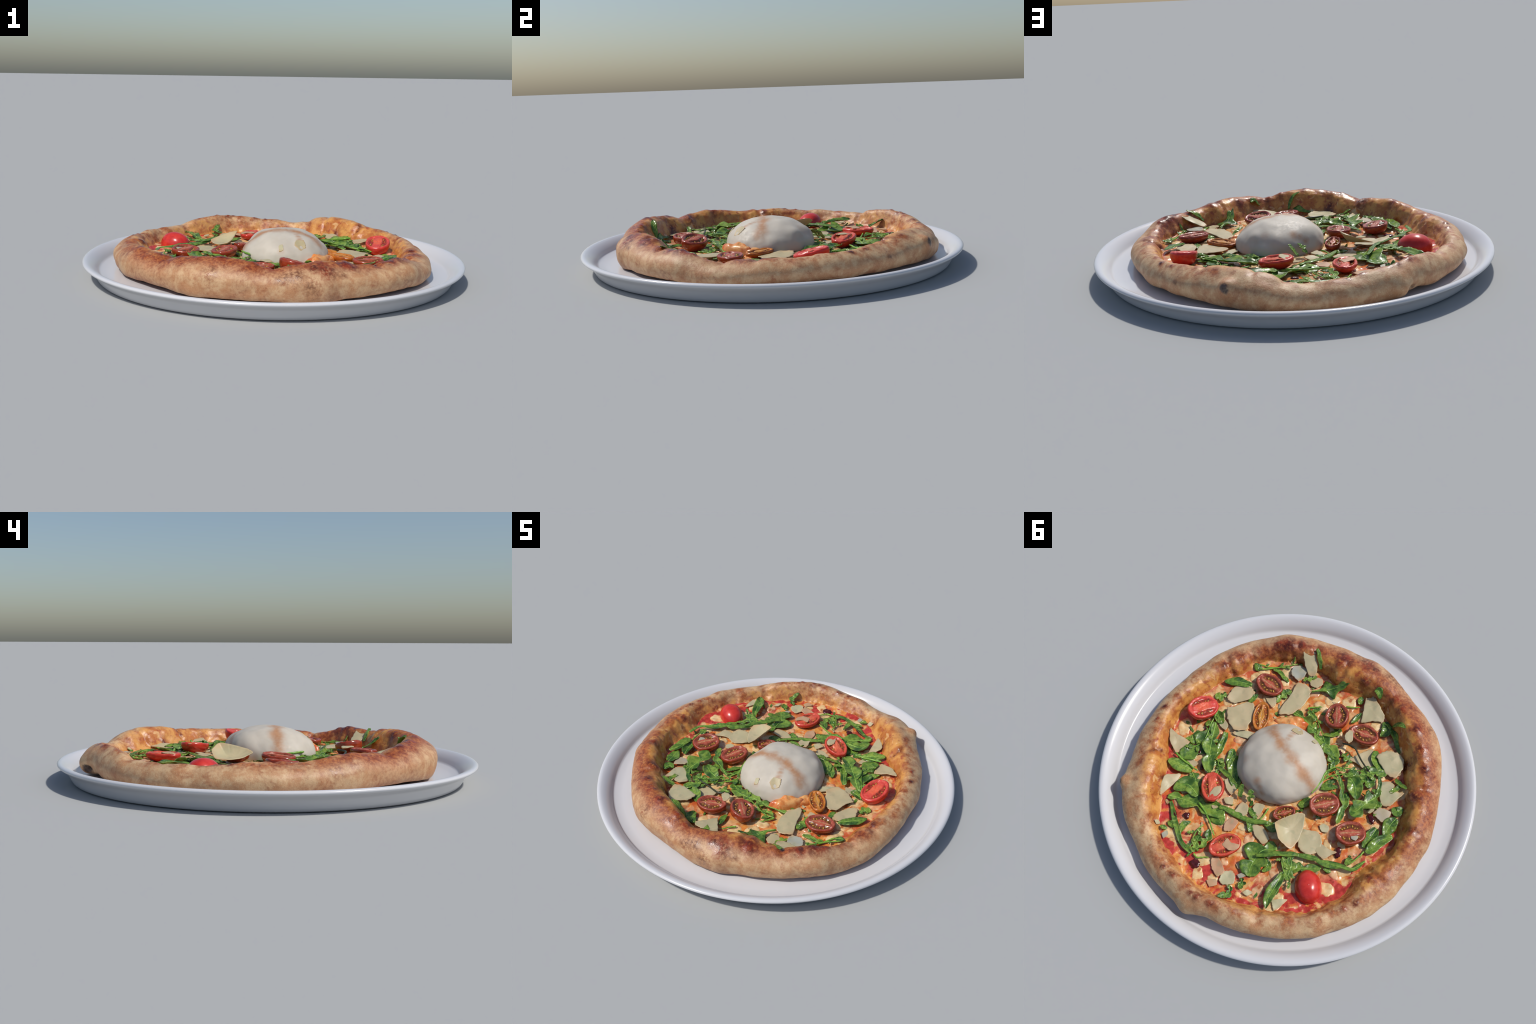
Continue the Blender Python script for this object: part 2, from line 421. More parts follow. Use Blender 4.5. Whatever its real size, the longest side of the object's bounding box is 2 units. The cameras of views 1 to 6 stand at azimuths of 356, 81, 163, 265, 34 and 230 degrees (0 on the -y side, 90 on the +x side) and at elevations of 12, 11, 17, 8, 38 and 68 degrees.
# ------------------------------------------------------------- crust and base
SURF = None
def build_body(pizza):
    global SURF
    NT, NF, SEG = 840, 120, 12
    th = np.arange(NT) * TAU / NT
    Ro, Ri, H, Lo = (ring(t, th) for t in (OUTER, INNER, CREST, LOWER))
    # ragged edge between sauce and dough
    rag = np.array([.010 * noise.noise((math.cos(a) * 9, math.sin(a) * 9, 1.7)) +
                    .007 * noise.noise((math.cos(a) * 30, math.sin(a) * 30, 4.1)) for a in th])
    gentle = .12 + .12 * np.cos(th - math.radians(135))       # the far-from-oven side slopes gently
    Rc = Ri + (.49 + .06 * gentle) * (Ro - Ri)
    zm = .5 * (Lo + H) + .004
    ctrl = [(Ri + rag - .030, FLOOR + 0 * th), (Ri + rag, FLOOR + .004 + 0 * th),
            (Ri + (.22 + .14 * gentle) * (Rc - Ri), FLOOR + (.45 - .11 * gentle) * (H - FLOOR)),
            (Ri + (.54 + .13 * gentle) * (Rc - Ri), FLOOR + (.89 - .07 * gentle) * (H - FLOOR)),
            (Rc, H), (Rc + .56 * (Ro - Rc), H - .155 * (H - Lo)),
            (Ro - .009, H - .37 * (H - Lo)), (Ro - .001, Lo + .38 * (H - Lo)),
            (Ro - .012, Lo + .012), (Ro - .042, Lo - .003), (Ro - .14, .0405 + .3 * (Lo - .046)), (Ro - .30, .0365 + 0 * th)]
    C = np.array([np.stack(c) for c in ctrl])             # K, 2, NT
    Q = np.concatenate([[2 * C[0] - C[1]], C, [2 * C[-1] - C[-2]]])
    prof = []
    for k in range(1, len(C) - 1):                         # start at the sauce edge
        a, b, c, d = Q[k:k + 4]
        for s in range(SEG):
            u = s / SEG
            prof.append(.5 * (2 * b + (c - a) * u + (2 * a - 5 * b + 4 * c - d) * u * u + (3 * b - a - 3 * c + d) * u ** 3))
    prof.append(C[-1])
    prof = np.array(prof)                                  # M, 2, NT
    rho = np.linspace(0, 1, NF + 1)[1:-1] ** .75
    edge_r, edge_z = prof[0]
    fl_r = rho[:, None] * edge_r
    fl_z = FLOOR + smoothstep(.93, 1, rho)[:, None] * (edge_z - FLOOR)
    R = np.concatenate([fl_r, prof[:, 0]]); Z = np.concatenate([fl_z, prof[:, 1]])
    X = CX + R * np.cos(th); Y = CY + R * np.sin(th)
    V = np.stack([X, Y, Z], -1)
    # vertex normals of the plain shape
    dt = np.roll(V, -1, 1) - np.roll(V, 1, 1); dr = np.gradient(V, axis=0)
    N = np.cross(dr, dt); N /= np.linalg.norm(N, axis=-1, keepdims=True) + 1e-12
    N[:len(rho)] = (0, 0, 1)
    M0 = len(rho)
    crest_row = M0 + 3 * SEG; outer_row = M0 + 6 * SEG; low_row = M0 + 8 * SEG
    rows = V.shape[0]
    bl = np.array(BLISTERS); sc = np.array(SCORCH)
    D = np.zeros(V.shape[:2])
    for i in range(rows):
        fl = 1 - smoothstep(M0 - 6, M0 + 10, float(i))
        under = smoothstep(low_row - 4, low_row + SEG, float(i))
        slope = smoothstep(M0, M0 + 12, float(i)) * (1 - smoothstep(crest_row - 6, crest_row + 10, float(i)))
        for j in range(NT):
            p = V[i, j]
            d = 0.0
            if fl > 0:
                d += fl * (.0065 * noise.noise((p[0] * 14, p[1] * 14, .3)) + .0045 * noise.noise((p[0] * 34, p[1] * 34, 2.3))
                           + .0012 * noise.noise((p[0] * 70, p[1] * 70, 6.3)))
            if fl < 1 and under < 1:
                d += (1 - fl) * (1 - under) * (.007 * noise.noise((p[0] * 9, p[1] * 9, p[2] * 9)) + .0016 * noise.noise((p[0] * 24, p[1] * 24, p[2] * 24)))
                d += slope * (.005 * noise.noise((p[0] * 20 + 7, p[1] * 20, p[2] * 20)) + .002 * noise.noise((p[0] * 48, p[1] * 48 + 3, p[2] * 48)))
            D[i, j] = d
    for x, y, q in BLISTERS:
        d2 = ((V[..., 0] - x) ** 2 + (V[..., 1] - y) ** 2) / (q * .6) ** 2
        m = np.exp(-d2); m[:M0] = 0; m[outer_row:] = 0
        D += .004 * m
    for x, y, z, q in SCORCH:
        d2 = ((V - np.array([x, y, z])) ** 2).sum(-1) / (q * .6) ** 2
        m = np.exp(-d2); m[:crest_row - 8] = 0
        D += .003 * m
    # horn with a burnt tip, and a burst bubble low on the side
    for x, y, z, q, h in [(.524, .670, .150, .034, .024), (.515, .66, .14, .05, .005), (-.205, .868, .095, .045, .016),
                          (-.255, .835, .072, .022, -.030), (-.30, .80, .10, .05, -.010)]:
        d2 = ((V - np.array([x, y, z])) ** 2).sum(-1) / q ** 2
        m = np.exp(-d2); m[:crest_row] = 0
        D += h * m
    # swellings on the inner slope
    for x, y, z, q, h in [(-.53, -.41, .13, .048, .030), (-.46, -.47, .13, .045, .024), (.20, -.585, .13, .048, .026), (.27, -.60, .14, .045, .016),
                          (.49, -.44, .12, .035, .018), (.49, .385, .13, .045, .022), (.60, -.115, .12, .040, .022), (.10, .70, .12, .04, .012)]:
        d2 = ((V - np.array([x, y, z])) ** 2).sum(-1) / q ** 2
        D += h * np.exp(-d2)
    # pleats where the dough folded on the inner slope
    for deg, depth, width in [(343, .016, 1.6), (305, .014, 1.5), (57, .010, 1.3), (67, .012, 2.0), (179, .010, 1.6), (332, .010, 1.2),
                              (266, .010, 1.6), (222, .012, 1.8), (128, .010, 1.6), (36, .009, 1.2), (203, .008, 1.4), (290, .010, 1.4)]:
        dd = (np.degrees(th) - deg + 180) % 360 - 180
        prof_row = np.zeros(rows); ii = np.arange(rows)
        prof_row = smoothstep(M0 + 2, M0 + 12, ii) * (1 - smoothstep(crest_row - 4, crest_row + 14, ii))
        D -= depth * prof_row[:, None] * np.exp(-(dd / width) ** 2)[None, :]
    V = V + N * D[..., None]
    V[..., 2] = np.maximum(V[..., 2], .0355)
    centre = np.array([CX, CY, FLOOR])
    flat = np.concatenate([[centre], V.reshape(-1, 3)])
    idx = lambda i, j: 1 + i * NT + j % NT
    base_f, crust_f = [(0, idx(0, j), idx(0, j + 1)) for j in range(NT)], []
    for i in range(rows - 1):
        tgt = base_f if i < M0 else crust_f
        for j in range(NT):
            tgt.append((idx(i, j), idx(i + 1, j), idx(i + 1, j + 1), idx(i, j + 1)))
    bottom = [tuple(idx(rows - 1, j) for j in range(NT))]
    # shared normals so that the split leaves no seam
    allf = base_f + crust_f + bottom
    whole = bpy.data.meshes.new('whole'); whole.from_pydata([tuple(v) for v in flat], [], allf); whole.update()
    normals = np.array([v.normal[:] for v in whole.vertices])
    SURF = BVHTree.FromPolygons([tuple(v) for v in flat], base_f + crust_f)
    bpy.data.meshes.remove(whole)
    def part(name, faces, mats, fm=None):
        used = sorted({k for f in faces for k in f}); m = {k: q for q, k in enumerate(used)}
        ob = new_mesh_object(name, flat[used], [tuple(m[k] for k in f) for f in faces], mats, pizza, (0, 0, 0), fm)
        ob.data.normals_split_custom_set_from_vertices([tuple(normals[k]) for k in used])
        return ob
    part('sauce_base', base_f, [MAT['sauce']])
    under_start = (low_row + SEG - M0) * NT
    part('crust', crust_f + bottom, [MAT['crust'], MAT['under']],
         [0 if q < under_start else 1 for q in range(len(crust_f))] + [1])

def surf(x, y):
    hit = SURF.ray_cast(Vector((x, y, .6)), Vector((0, 0, -1)))
    return hit[0].z if hit[0] else FLOOR

# -------------------------------------------------------------------- burrata
BUR = None
def build_burrata(pizza):
    global BUR
    cx, cy, a, b, ph, zc, h = .057, -.015, .212, .237, -.816, .098, .146
    NT, NR = 160, 70
    verts = []
    for i in range(NR + 1):
        t = i / NR
        ang = t * math.pi * .5 * 1.30 + .0
        for j in range(NT):
            f = TAU * j / NT
            if ang <= math.pi / 2:
                zz = math.cos(ang) ** .91; k = math.sqrt(max(0, 1 - zz ** 2.2))
            else:
                q = (ang - math.pi / 2) / (math.pi * .15); zz = -.14 * q; k = 1 - .12 * q * q
            low_k = 1 - max(0.0, zz) ** 1.2
            grow = 1 + (.13 * low_k * max(0, math.cos(f)) ** 2)
            x = a * k * math.cos(f) * grow; y = b * k * math.sin(f)
            p = Vector((cx + x * math.cos(ph) - y * math.sin(ph), cy + x * math.sin(ph) + y * math.cos(ph), zc + zz * h))
            nrm = Vector((p.x - cx, p.y - cy, (p.z - zc) * 1.8)).normalized()
            low = smoothstep(.35, .95, t)
            d = .006 * noise.noise(p * 8) + .0032 * noise.noise(p * 19) + low * (.0045 * noise.noise(p * 30))
            for bx, by, bz, bq, bh in [(.215, .085, .175, .030, .010), (.185, .115, .150, .026, -.010), (.13, .16, .17, .035, .008), (.235, .03, .13, .03, -.009),
                                       (-.11, -.02, .18, .04, -.006), (.02, -.20, .15, .03, .006), (.25, -.03, .15, .035, .007)]:
                d += bh * math.exp(-(p - Vector((bx, by, bz))).length_squared / bq ** 2)
            d += .020 * math.exp(-(p - Vector((-.055, .105, .175))).length_squared / .085 ** 2)
            verts.append(p + nrm * d - Vector((cx, cy, .09)))
    faces = []
    for i in range(NR):
        for j in range(NT):
            k = (j + 1) % NT
            faces.append((i * NT + j, (i + 1) * NT + j, (i + 1) * NT + k, i * NT + k))
    ob = new_mesh_object('burrata', [v + Vector((cx, cy, .09)) for v in verts], faces, [MAT['burrata']], pizza)
    BUR = BVHTree.FromPolygons([tuple(v + Vector((cx, cy, .09))) for v in verts], faces)
    # a chip of parmesan stuck to its side
    for pts in [[(.100, -.168), (.142, -.158), (.150, -.190), (.118, -.212), (.092, -.196)], [(.008, -.205), (.028, -.200), (.030, -.222), (.010, -.226)]]:
        P = []
        for x, y in pts:
            hit = BUR.ray_cast(Vector((x, y, .6)), Vector((0, 0, -1)))
            P.append((x, y, (hit[0].z if hit[0] else .13) - DATUM + .004))
        shaving(P, absolute=True, tint='chip')

# --------------------------------------------------------------------- pieces
def shaving(corners, absolute=False, tint='parmesan', cup=None):
    """thin curved flake: outline through the corners, plane fitted to the heights."""
    C = np.array(corners, float)
    if absolute:
        z = DATUM + C[:, 2]
    else:
        z = np.array([surf(x, y) for x, y, _ in C]) + C[:, 2]
    c = C[:, :2].mean(0)
    A = np.c_[C[:, :2] - c, np.ones(len(C))]
    pl = np.linalg.lstsq(A, z, rcond=None)[0]
    # ragged closed outline
    n = len(C); K = 66; out = []; edge = []
    seed = rng.random() * 50
    for q in range(K):
        t = q * n / K; i = int(t); u = t - i
        a, b, cc, d = (C[(i + k - 1) % n, :2] for k in range(4))
        s = .5 * (2 * b + (cc - a) * u + (2 * a - 5 * b + 4 * cc - d) * u * u + (3 * b - a - 3 * cc + d) * u ** 3)
        l = b * (1 - u) + cc * u
        p = .45 * s + .55 * l
        p = c + (p - c) * (1 + (.4 if cup else 1) * .09 * noise.noise((q * .42, seed, 0)) + .045 * noise.noise((q * 1.1, seed, 7)))
        out.append(p); edge.append(z[i] * (1 - u) + z[(i + 1) % n] * u)
    out = np.array(out)
    edge = np.array(edge)
    for _ in range(12): edge = .25 * np.roll(edge, 1) + .5 * edge + .25 * np.roll(edge, -1)
    size = np.abs(out - c).max()
    th = .0042 if tint != 'chip' else .009
    ax = rng.random() * TAU; curl = rng.uniform(-.4, 1.0) * .020 / max(size, .03) ** 2
    rings = [0, .3, .55, .75, .9, .97, 1.0]
    verts, faces = [], []
    def height(p):
        d = p - c
        u = d[0] * math.cos(ax) + d[1] * math.sin(ax)
        return pl[0] * d[0] + pl[1] * d[1] + pl[2] + min(curl * u * u * .3, .02) + .005 * noise.noise((p[0] * 22, p[1] * 22, seed))
    for sgn in (0, 1):
        for k in rings[1:]:
            for m, p in enumerate(out):
                q = c + (p - c) * k
                z = height(q) - (th if sgn else 0)
                if cup is not None:                       # curled up like a wood shaving
                    z = DATUM + cup + (edge[m] - DATUM - cup) * k ** 2.2 - (th if sgn else 0)
                if k == 1.0: z += (-.0016 if not sgn else .0016)
                verts.append((q[0] - c[0], q[1] - c[1], z - pl[2]))
        verts.append((0, 0, (height(c) if cup is None else DATUM + cup) - pl[2] - (th if sgn else 0)))
    nr = len(rings) - 1; block = nr * K + 1
    for sgn in (0, 1):
        o = sgn * block
        for q in range(K):
            w = (q + 1) % K
            f = [(o + nr * K, o + q, o + w)]
            for r in range(nr - 1):
                f.append((o + r * K + q, o + (r + 1) * K + q, o + (r + 1) * K + w, o + r * K + w))
            faces += [tuple(reversed(x)) if sgn else x for x in f]
    for q in range(K):
        w = (q + 1) % K; e = (nr - 1) * K
        faces.append((e + q, block + e + q, block + e + w, e + w))
    area = np.sum(out[:, 0] * np.roll(out[:, 1], -1) - out[:, 1] * np.roll(out[:, 0], -1))
    if area < 0: faces = [tuple(reversed(f)) for f in faces]
    return new_mesh_object('parmesan_shaving', verts, faces, [MAT['parmesan' if tint == 'chip' else tint]], PIZZA, (c[0], c[1], pl[2]))

def tube(points, radius, sides=7, taper=.6):
    pts = np.array(points); verts, faces = [], []
    n = len(pts)
    for i, p in enumerate(pts):
        t = pts[min(i + 1, n - 1)] - pts[max(i - 1, 0)]; t /= np.linalg.norm(t) + 1e-9
        s = np.cross(t, (0, 0, 1)); s /= np.linalg.norm(s) + 1e-9; u = np.cross(s, t)
        r = radius * (1 - (1 - taper) * i / (n - 1)) * (1 if 0 < i < n - 1 else .5)
        verts += [tuple(p + r * (math.cos(TAU * k / sides) * s + math.sin(TAU * k / sides) * u)) for k in range(sides)]
    for i in range(n - 1):
        for k in range(sides):
            w = (k + 1) % sides
            faces.append((i * sides + k, i * sides + w, (i + 1) * sides + w, (i + 1) * sides + k))
    faces += [tuple(reversed(range(sides))), tuple(range((n - 1) * sides, n * sides))]
    return verts, faces

def spine(points, n, absolute=False):
    P = []
    for x, y, h in points:
        P.append((x, y, (DATUM if absolute else surf(x, y)) + h))
    return catmull(P, n)

def stem(points, radius, dark=False, absolute=False):
    S = spine(points, 24, absolute)
    for i, s in enumerate(S):
        s[:2] += .004 * np.array([noise.noise((i * .3, radius * 900, points[0][0] * 40)), noise.noise((i * .3, 9, points[0][1] * 40))])
    c = S.mean(0)
    v, f = tube(S - c, radius)
    return new_mesh_object('leaf_stem', v, f, [MAT['darkstem' if dark else 'stem']], PIZZA, c)

def leaf_width(kind, t, side, ph):
    if kind == 'oval':
        return max(.05, math.sin(math.pi * min(1, t * .94 + .05)) ** .62) * (1 + .07 * math.sin(9 * t + ph + side))
    if kind == 'strap':
        return .35 + .65 * math.sin(math.pi * (t * .85 + .1)) ** .8 + .12 * math.sin(14 * t + ph + side)
    if kind == 'star':
        base = .10 + .9 * math.exp(-((t - .55 - .05 * side) / .13) ** 2) + .35 * math.exp(-((t - .85) / .1) ** 2)
        return base * (1 - t ** 6 * .9)
    env = .18 + .82 * math.sin(math.pi * min(1, t ** 1.25 * .93 + .02)) ** .7
    lobe = abs(math.sin(math.pi * (2.7 * t + .16 * side) + ph * .3)) ** 1.1
    tip = smoothstep(.62, .8, t)
    return env * ((.24 + .9 * lobe) * (1 - tip) + tip * .9) * (1 if t < .97 else .6)

def leaf(points, hw, kind='lobed', arch=.004, absolute=False):
    """blade swept along its midrib with a lobed or oval outline, curled and rippled."""
    n, m = (46 if kind in ('lobed', 'star') else 30), 9
    S = spine(points, n, absolute)
    c = S.mean(0)
    ph = rng.random() * 6; curl = rng.uniform(-.35, .55); twist = rng.uniform(-.35, .35)
    seed = rng.random() * 90
    th = .0022
    top = np.zeros((n, m, 3)); nor = np.zeros((n, m, 3))
    for i in range(n):
        t = i / (n - 1)
        d = S[min(i + 1, n - 1)] - S[max(i - 1, 0)]; d /= np.linalg.norm(d) + 1e-9
        s = np.cross(d, (0, 0, 1)); s /= np.linalg.norm(s) + 1e-9
        u = np.cross(s, d)
        a = twist * math.sin(2.4 * t + ph)
        s, u = s * math.cos(a) + u * math.sin(a), u * math.cos(a) - s * math.sin(a)
        lift = arch * math.sin(math.pi * t)
        for k in range(m):
            q = -1 + 2 * k / (m - 1)
            w = hw * leaf_width(kind, t, 1 if q > 0 else -1, ph)
            e = abs(q)
            z = curl * w * e * e * .7 - .10 * w * (1 - e) + lift
            z += hw * .22 * e * noise.noise((t * 5, q * 1.6, seed)) + .0025 * noise.noise((t * 14, q * 5, seed + 5))
            top[i, k] = S[i] - c + s * (q * w * (1 - .12 * abs(curl) * e)) + u * z
            nor[i, k] = u
    # keep the blade on top of the pizza surface
    for i in range(n):
        for k in range(m):
            p = top[i, k] + c
            g = surf(p[0], p[1]) + .004
            if p[2] < g: top[i, k, 2] += g - p[2]
    verts = [tuple(v) for v in top.reshape(-1, 3)] + [tuple(v) for v in (top - nor * th).reshape(-1, 3)]
    o = n * m; faces = []
    for i in range(n - 1):
        for k in range(m - 1):
            a, b, c2, d = i * m + k, i * m + k + 1, (i + 1) * m + k + 1, (i + 1) * m + k
            faces.append((a, b, c2, d)); faces.append((o + d, o + c2, o + b, o + a))
        a, b = i * m, (i + 1) * m
        faces.append((a, b, o + b, o + a)); faces.append((b + m - 1, a + m - 1, o + a + m - 1, o + b + m - 1))
    for k in range(m - 1):
        e = (n - 1) * m
        faces.append((k + 1, k, o + k, o + k + 1)); faces.append((e + k, e + k + 1, o + e + k + 1, o + e + k))
    fm = [0] * len(faces)
    if hw >= .016:
        mid = top[: int(n * .9), m // 2] + nor[: int(n * .9), m // 2] * .0004
        v2, f2 = tube(mid, min(.0030, hw * .09), 6, .35)
        q = len(verts); verts += v2; faces += [tuple(x + q for x in f) for f in f2]; fm += [1] * len(f2)
    return new_mesh_object('leaf', verts, faces, [MAT['leaf'], MAT['rib']], PIZZA, c, fm)

def sprig(points, leaflet=.020):
    """thin stalk with a few small alternate leaflets."""
    stem(points, .0038)
    S = spine(points, 7)
    for k in range(1, 7):
        d = S[k] - S[k - 1]; d /= np.linalg.norm(d) + 1e-9
        side = 1 if k % 2 else -1
        a = side * rng.uniform(.6, 1.1)
        e = np.array([d[0] * math.cos(a) - d[1] * math.sin(a), d[0] * math.sin(a) + d[1] * math.cos(a)])
        L = leaflet * rng.uniform(1.2, 2.4)
        h = S[k][2] - surf(S[k][0], S[k][1])
        P = [(S[k][0] + e[0] * L * t, S[k][1] + e[1] * L * t, max(.006, h) + .004 * t) for t in (0, .5, 1)]
        leaf(P, leaflet * rng.uniform(.38, .6), rng.choice(['oval', 'lobed']))

# ------------------------------------------------------------------- tomatoes
SEED_MESH = None
def seed_mesh():
    global SEED_MESH
    if SEED_MESH is None:
        import bmesh
        bm = bmesh.new(); bmesh.ops.create_uvsphere(bm, u_segments=10, v_segments=7, radius=1)
        for v in bm.verts: v.co = Vector((v.co.x * .0068 * (1 + .25 * v.co.x), v.co.y * .0042, v.co.z * .003))
        SEED_MESH = bpy.data.meshes.new('tomato_seed'); bm.to_mesh(SEED_MESH); bm.free()
        SEED_MESH.polygons.foreach_set('use_smooth', [True] * len(SEED_MESH.polygons))
        SEED_MESH.materials.append(MAT['seed'])
    return SEED_MESH

def pocket_mask(x, y, sep):
    rho = math.hypot(x * .92, y)
    return float((1 - smoothstep(.68, .80, rho)) * smoothstep(.30, .44, rho) * smoothstep(sep, sep + .16, abs(y)))

def tomato_half(centre, heading, half, kind, tilt=(0, 0), variety=0):
    a, b, depth = half
    depth += .004
    sep = (.26, .08, .17)[variety]
    K, NR, NS = 56, 22, 14
    sd = rng.random() * 40
    verts, faces, fm = [(0, 0, 0)], [], []
    wob = [1 + .07 * noise.noise((math.cos(TAU * k / K) * 1.5, math.sin(TAU * k / K) * 1.5, sd)) for k in range(K)]
    for i in range(1, NR + 1):
        r = i / NR
        for k in range(K):
            f = TAU * k / K
            x, y = r * math.cos(f), r * math.sin(f)
            wx = x + .14 * noise.noise((x * 2.2, y * 2.2, sd + 3)); wy = y + .14 * noise.noise((x * 2.2, y * 2.2, sd + 8))
            z = -.0085 * pocket_mask(wx, wy, sep) + .003 * math.exp(-((r - .9) / .06) ** 2) + .0025 * (1 - r * r)
            z += .0028 * noise.noise((x * 3.5, y * 3.5, sd)) + .001 * noise.noise((x * 9, y * 9, sd))
            if r > .97: z -= .0025
            verts.append((x * a * wob[k], y * b * wob[k], z))
    for i in range(1, NS + 1):
        g = i / NS * math.pi / 2
        rr = math.cos(g) ** .62 if i < NS else 0.0
        zz = -depth * math.sin(g) ** 1.15
        for k in range(K):
            f = TAU * k / K
            bulge = 1 + .035 * math.sin(g * 2)
            verts.append((math.cos(f) * a * wob[k] * max(rr, .02) * bulge, math.sin(f) * b * wob[k] * max(rr, .02) * bulge, zz - .003))
    for k in range(K):
        w = (k + 1) % K
        faces.append((0, 1 + k, 1 + w)); fm.append(0)
    for i in range(NR + NS - 1):
        for k in range(K):
            w = (k + 1) % K
            faces.append((1 + i * K + k, 1 + (i + 1) * K + k, 1 + (i + 1) * K + w, 1 + i * K + w))
            fm.append(0 if i < NR - 2 else 1)
    e = 1 + (NR + NS - 1) * K
    faces.append(tuple(e + k for k in range(K))); fm.append(1)
    centre = (centre[0], centre[1], centre[2] + .003)
    ob = new_mesh_object('tomato_half', verts, faces, [MAT['cut'][(kind, variety)], MAT['skin'][kind]], PIZZA, centre, fm)
    up = Vector((tilt[0], tilt[1], 1)).normalized()
    q = Vector((0, 0, 1)).rotation_difference(up)
    ob.rotation_mode = 'QUATERNION'
    ob.rotation_quaternion = q @ Matrix.Rotation(heading, 3, 'Z').to_quaternion()
    # seeds lie along the outer wall of each chamber
    for side in (-1, 1):
        count = 6 if kind == 'plum' else 4
        for s in range(count):
            f = math.pi * (.14 + .72 * (s + rng.uniform(-.2, .2)) / (count - 1))
            r = .56 + rng.uniform(-.10, .06)
            x, y = r * math.cos(f), side * max(r * math.sin(f), sep + .16)
            sdo = bpy.data.objects.new('tomato_seed', seed_mesh())
            bpy.context.scene.collection.objects.link(sdo)
            sdo.parent = ob
            sdo.location = (x * a, y * b, -.0062 + rng.uniform(-.0012, .001))
            sdo.rotation_euler = (rng.uniform(-.3, .3), rng.uniform(-.3, .3), math.atan2(y * b, x * a) + rng.uniform(-.5, .5))
            k = rng.uniform(.7, 1.1); sdo.scale = (k, k, k)
    return ob

def tomato_dome(centre, heading, half):
    a, b, h = half
    K, N = 56, 30
    verts, faces = [], []
    for i in range(N + 1):
        g = math.pi * .62 * i / N
        for k in range(K):
            f = TAU * k / K
            r = max(math.sin(g), .004) ** .92
            x = r * math.cos(f); y = r * math.sin(f)
            z = math.cos(g)
            verts.append((a * x * (1 + .05 * x), b * y, h * z + .0015 * noise.noise((x * 2, y * 2, z))))
    for i in range(N):
        for k in range(K):
            w = (k + 1) % K
            faces.append((i * K + k, (i + 1) * K + k, (i + 1) * K + w, i * K + w))
    faces.append(tuple(reversed(range(K))))
    ob = new_mesh_object('tomato_half', verts, faces, [MAT['skin']['red']], PIZZA, centre)
    ob.rotation_euler = (0, 0, heading)
    return ob

# ------------------------------------------------------- melted cheese, drops
def blob(name, x, y, a, b, heading, thick, mat, ragged=.3):
    K, NR = 36, 7
    sd = rng.random() * 60
    verts, faces = [], []
    z0 = surf(x, y)
    for i in range(NR + 1):
        r = i / NR
        for k in range(K):
            f = TAU * k / K
            w = 1 + ragged * (noise.noise((math.cos(f) * 1.3, math.sin(f) * 1.3, sd)) + .5 * noise.noise((math.cos(f) * 3.4, math.sin(f) * 3.4, sd + 9)))
            lx, ly = a * r * w * math.cos(f), b * r * w * math.sin(f)
            px = x + lx * math.cos(heading) - ly * math.sin(heading)
            py = y + lx * math.sin(heading) + ly * math.cos(heading)
            t = thick * math.sqrt(max(0, 1 - r ** 2.6)) * (1 + .3 * noise.noise((px * 30, py * 30, sd)))
            verts.append((px - x, py - y, surf(px, py) + t - (.003 if i == NR else 0) - z0))
    for i in range(NR):
        for k in range(K):
            w = (k + 1) % K
            faces.append((i * K + k, (i + 1) * K + k, (i + 1) * K + w, i * K + w))
    return new_mesh_object(name, verts, faces, [mat], PIZZA, (x, y, z0))

def melted_cheese():
    placed = []
    tries = 0
    while len(placed) < 120 and tries < 4000:
        tries += 1
        r = .67 * math.sqrt(rng.random()); f = rng.random() * TAU
        x, y = CX + r * math.cos(f), CY + r * math.sin(f)
        a = rng.uniform(.026, .066)
        if math.hypot(x - .057, y + .015) < .2: continue
        lim = float(ring(INNER, np.array([f]))[0])
        if r > lim - .035: continue
        if any(math.hypot(x - px, y - py) < .62 * (a + pa) for px, py, pa in placed): continue
        placed.append((x, y, a))
        k = 0 if rng.random() < .6 else (1 if r > .45 or rng.random() < .4 else 2)
        blob('melted_cheese', x, y, a, a * rng.uniform(.55, .95), rng.random() * TAU, rng.uniform(.003, .006), MAT['melt'][k])
    for x, y, a, b in [(.205, -.205, .100, .050), (.272, -.140, .070, .036), (.31, -.06, .05, .03)]:
        blob('melted_cheese', x, y, a, b, .85, .052 if a > .08 else .034 if a > .052 else .014, MAT['melt'][2])

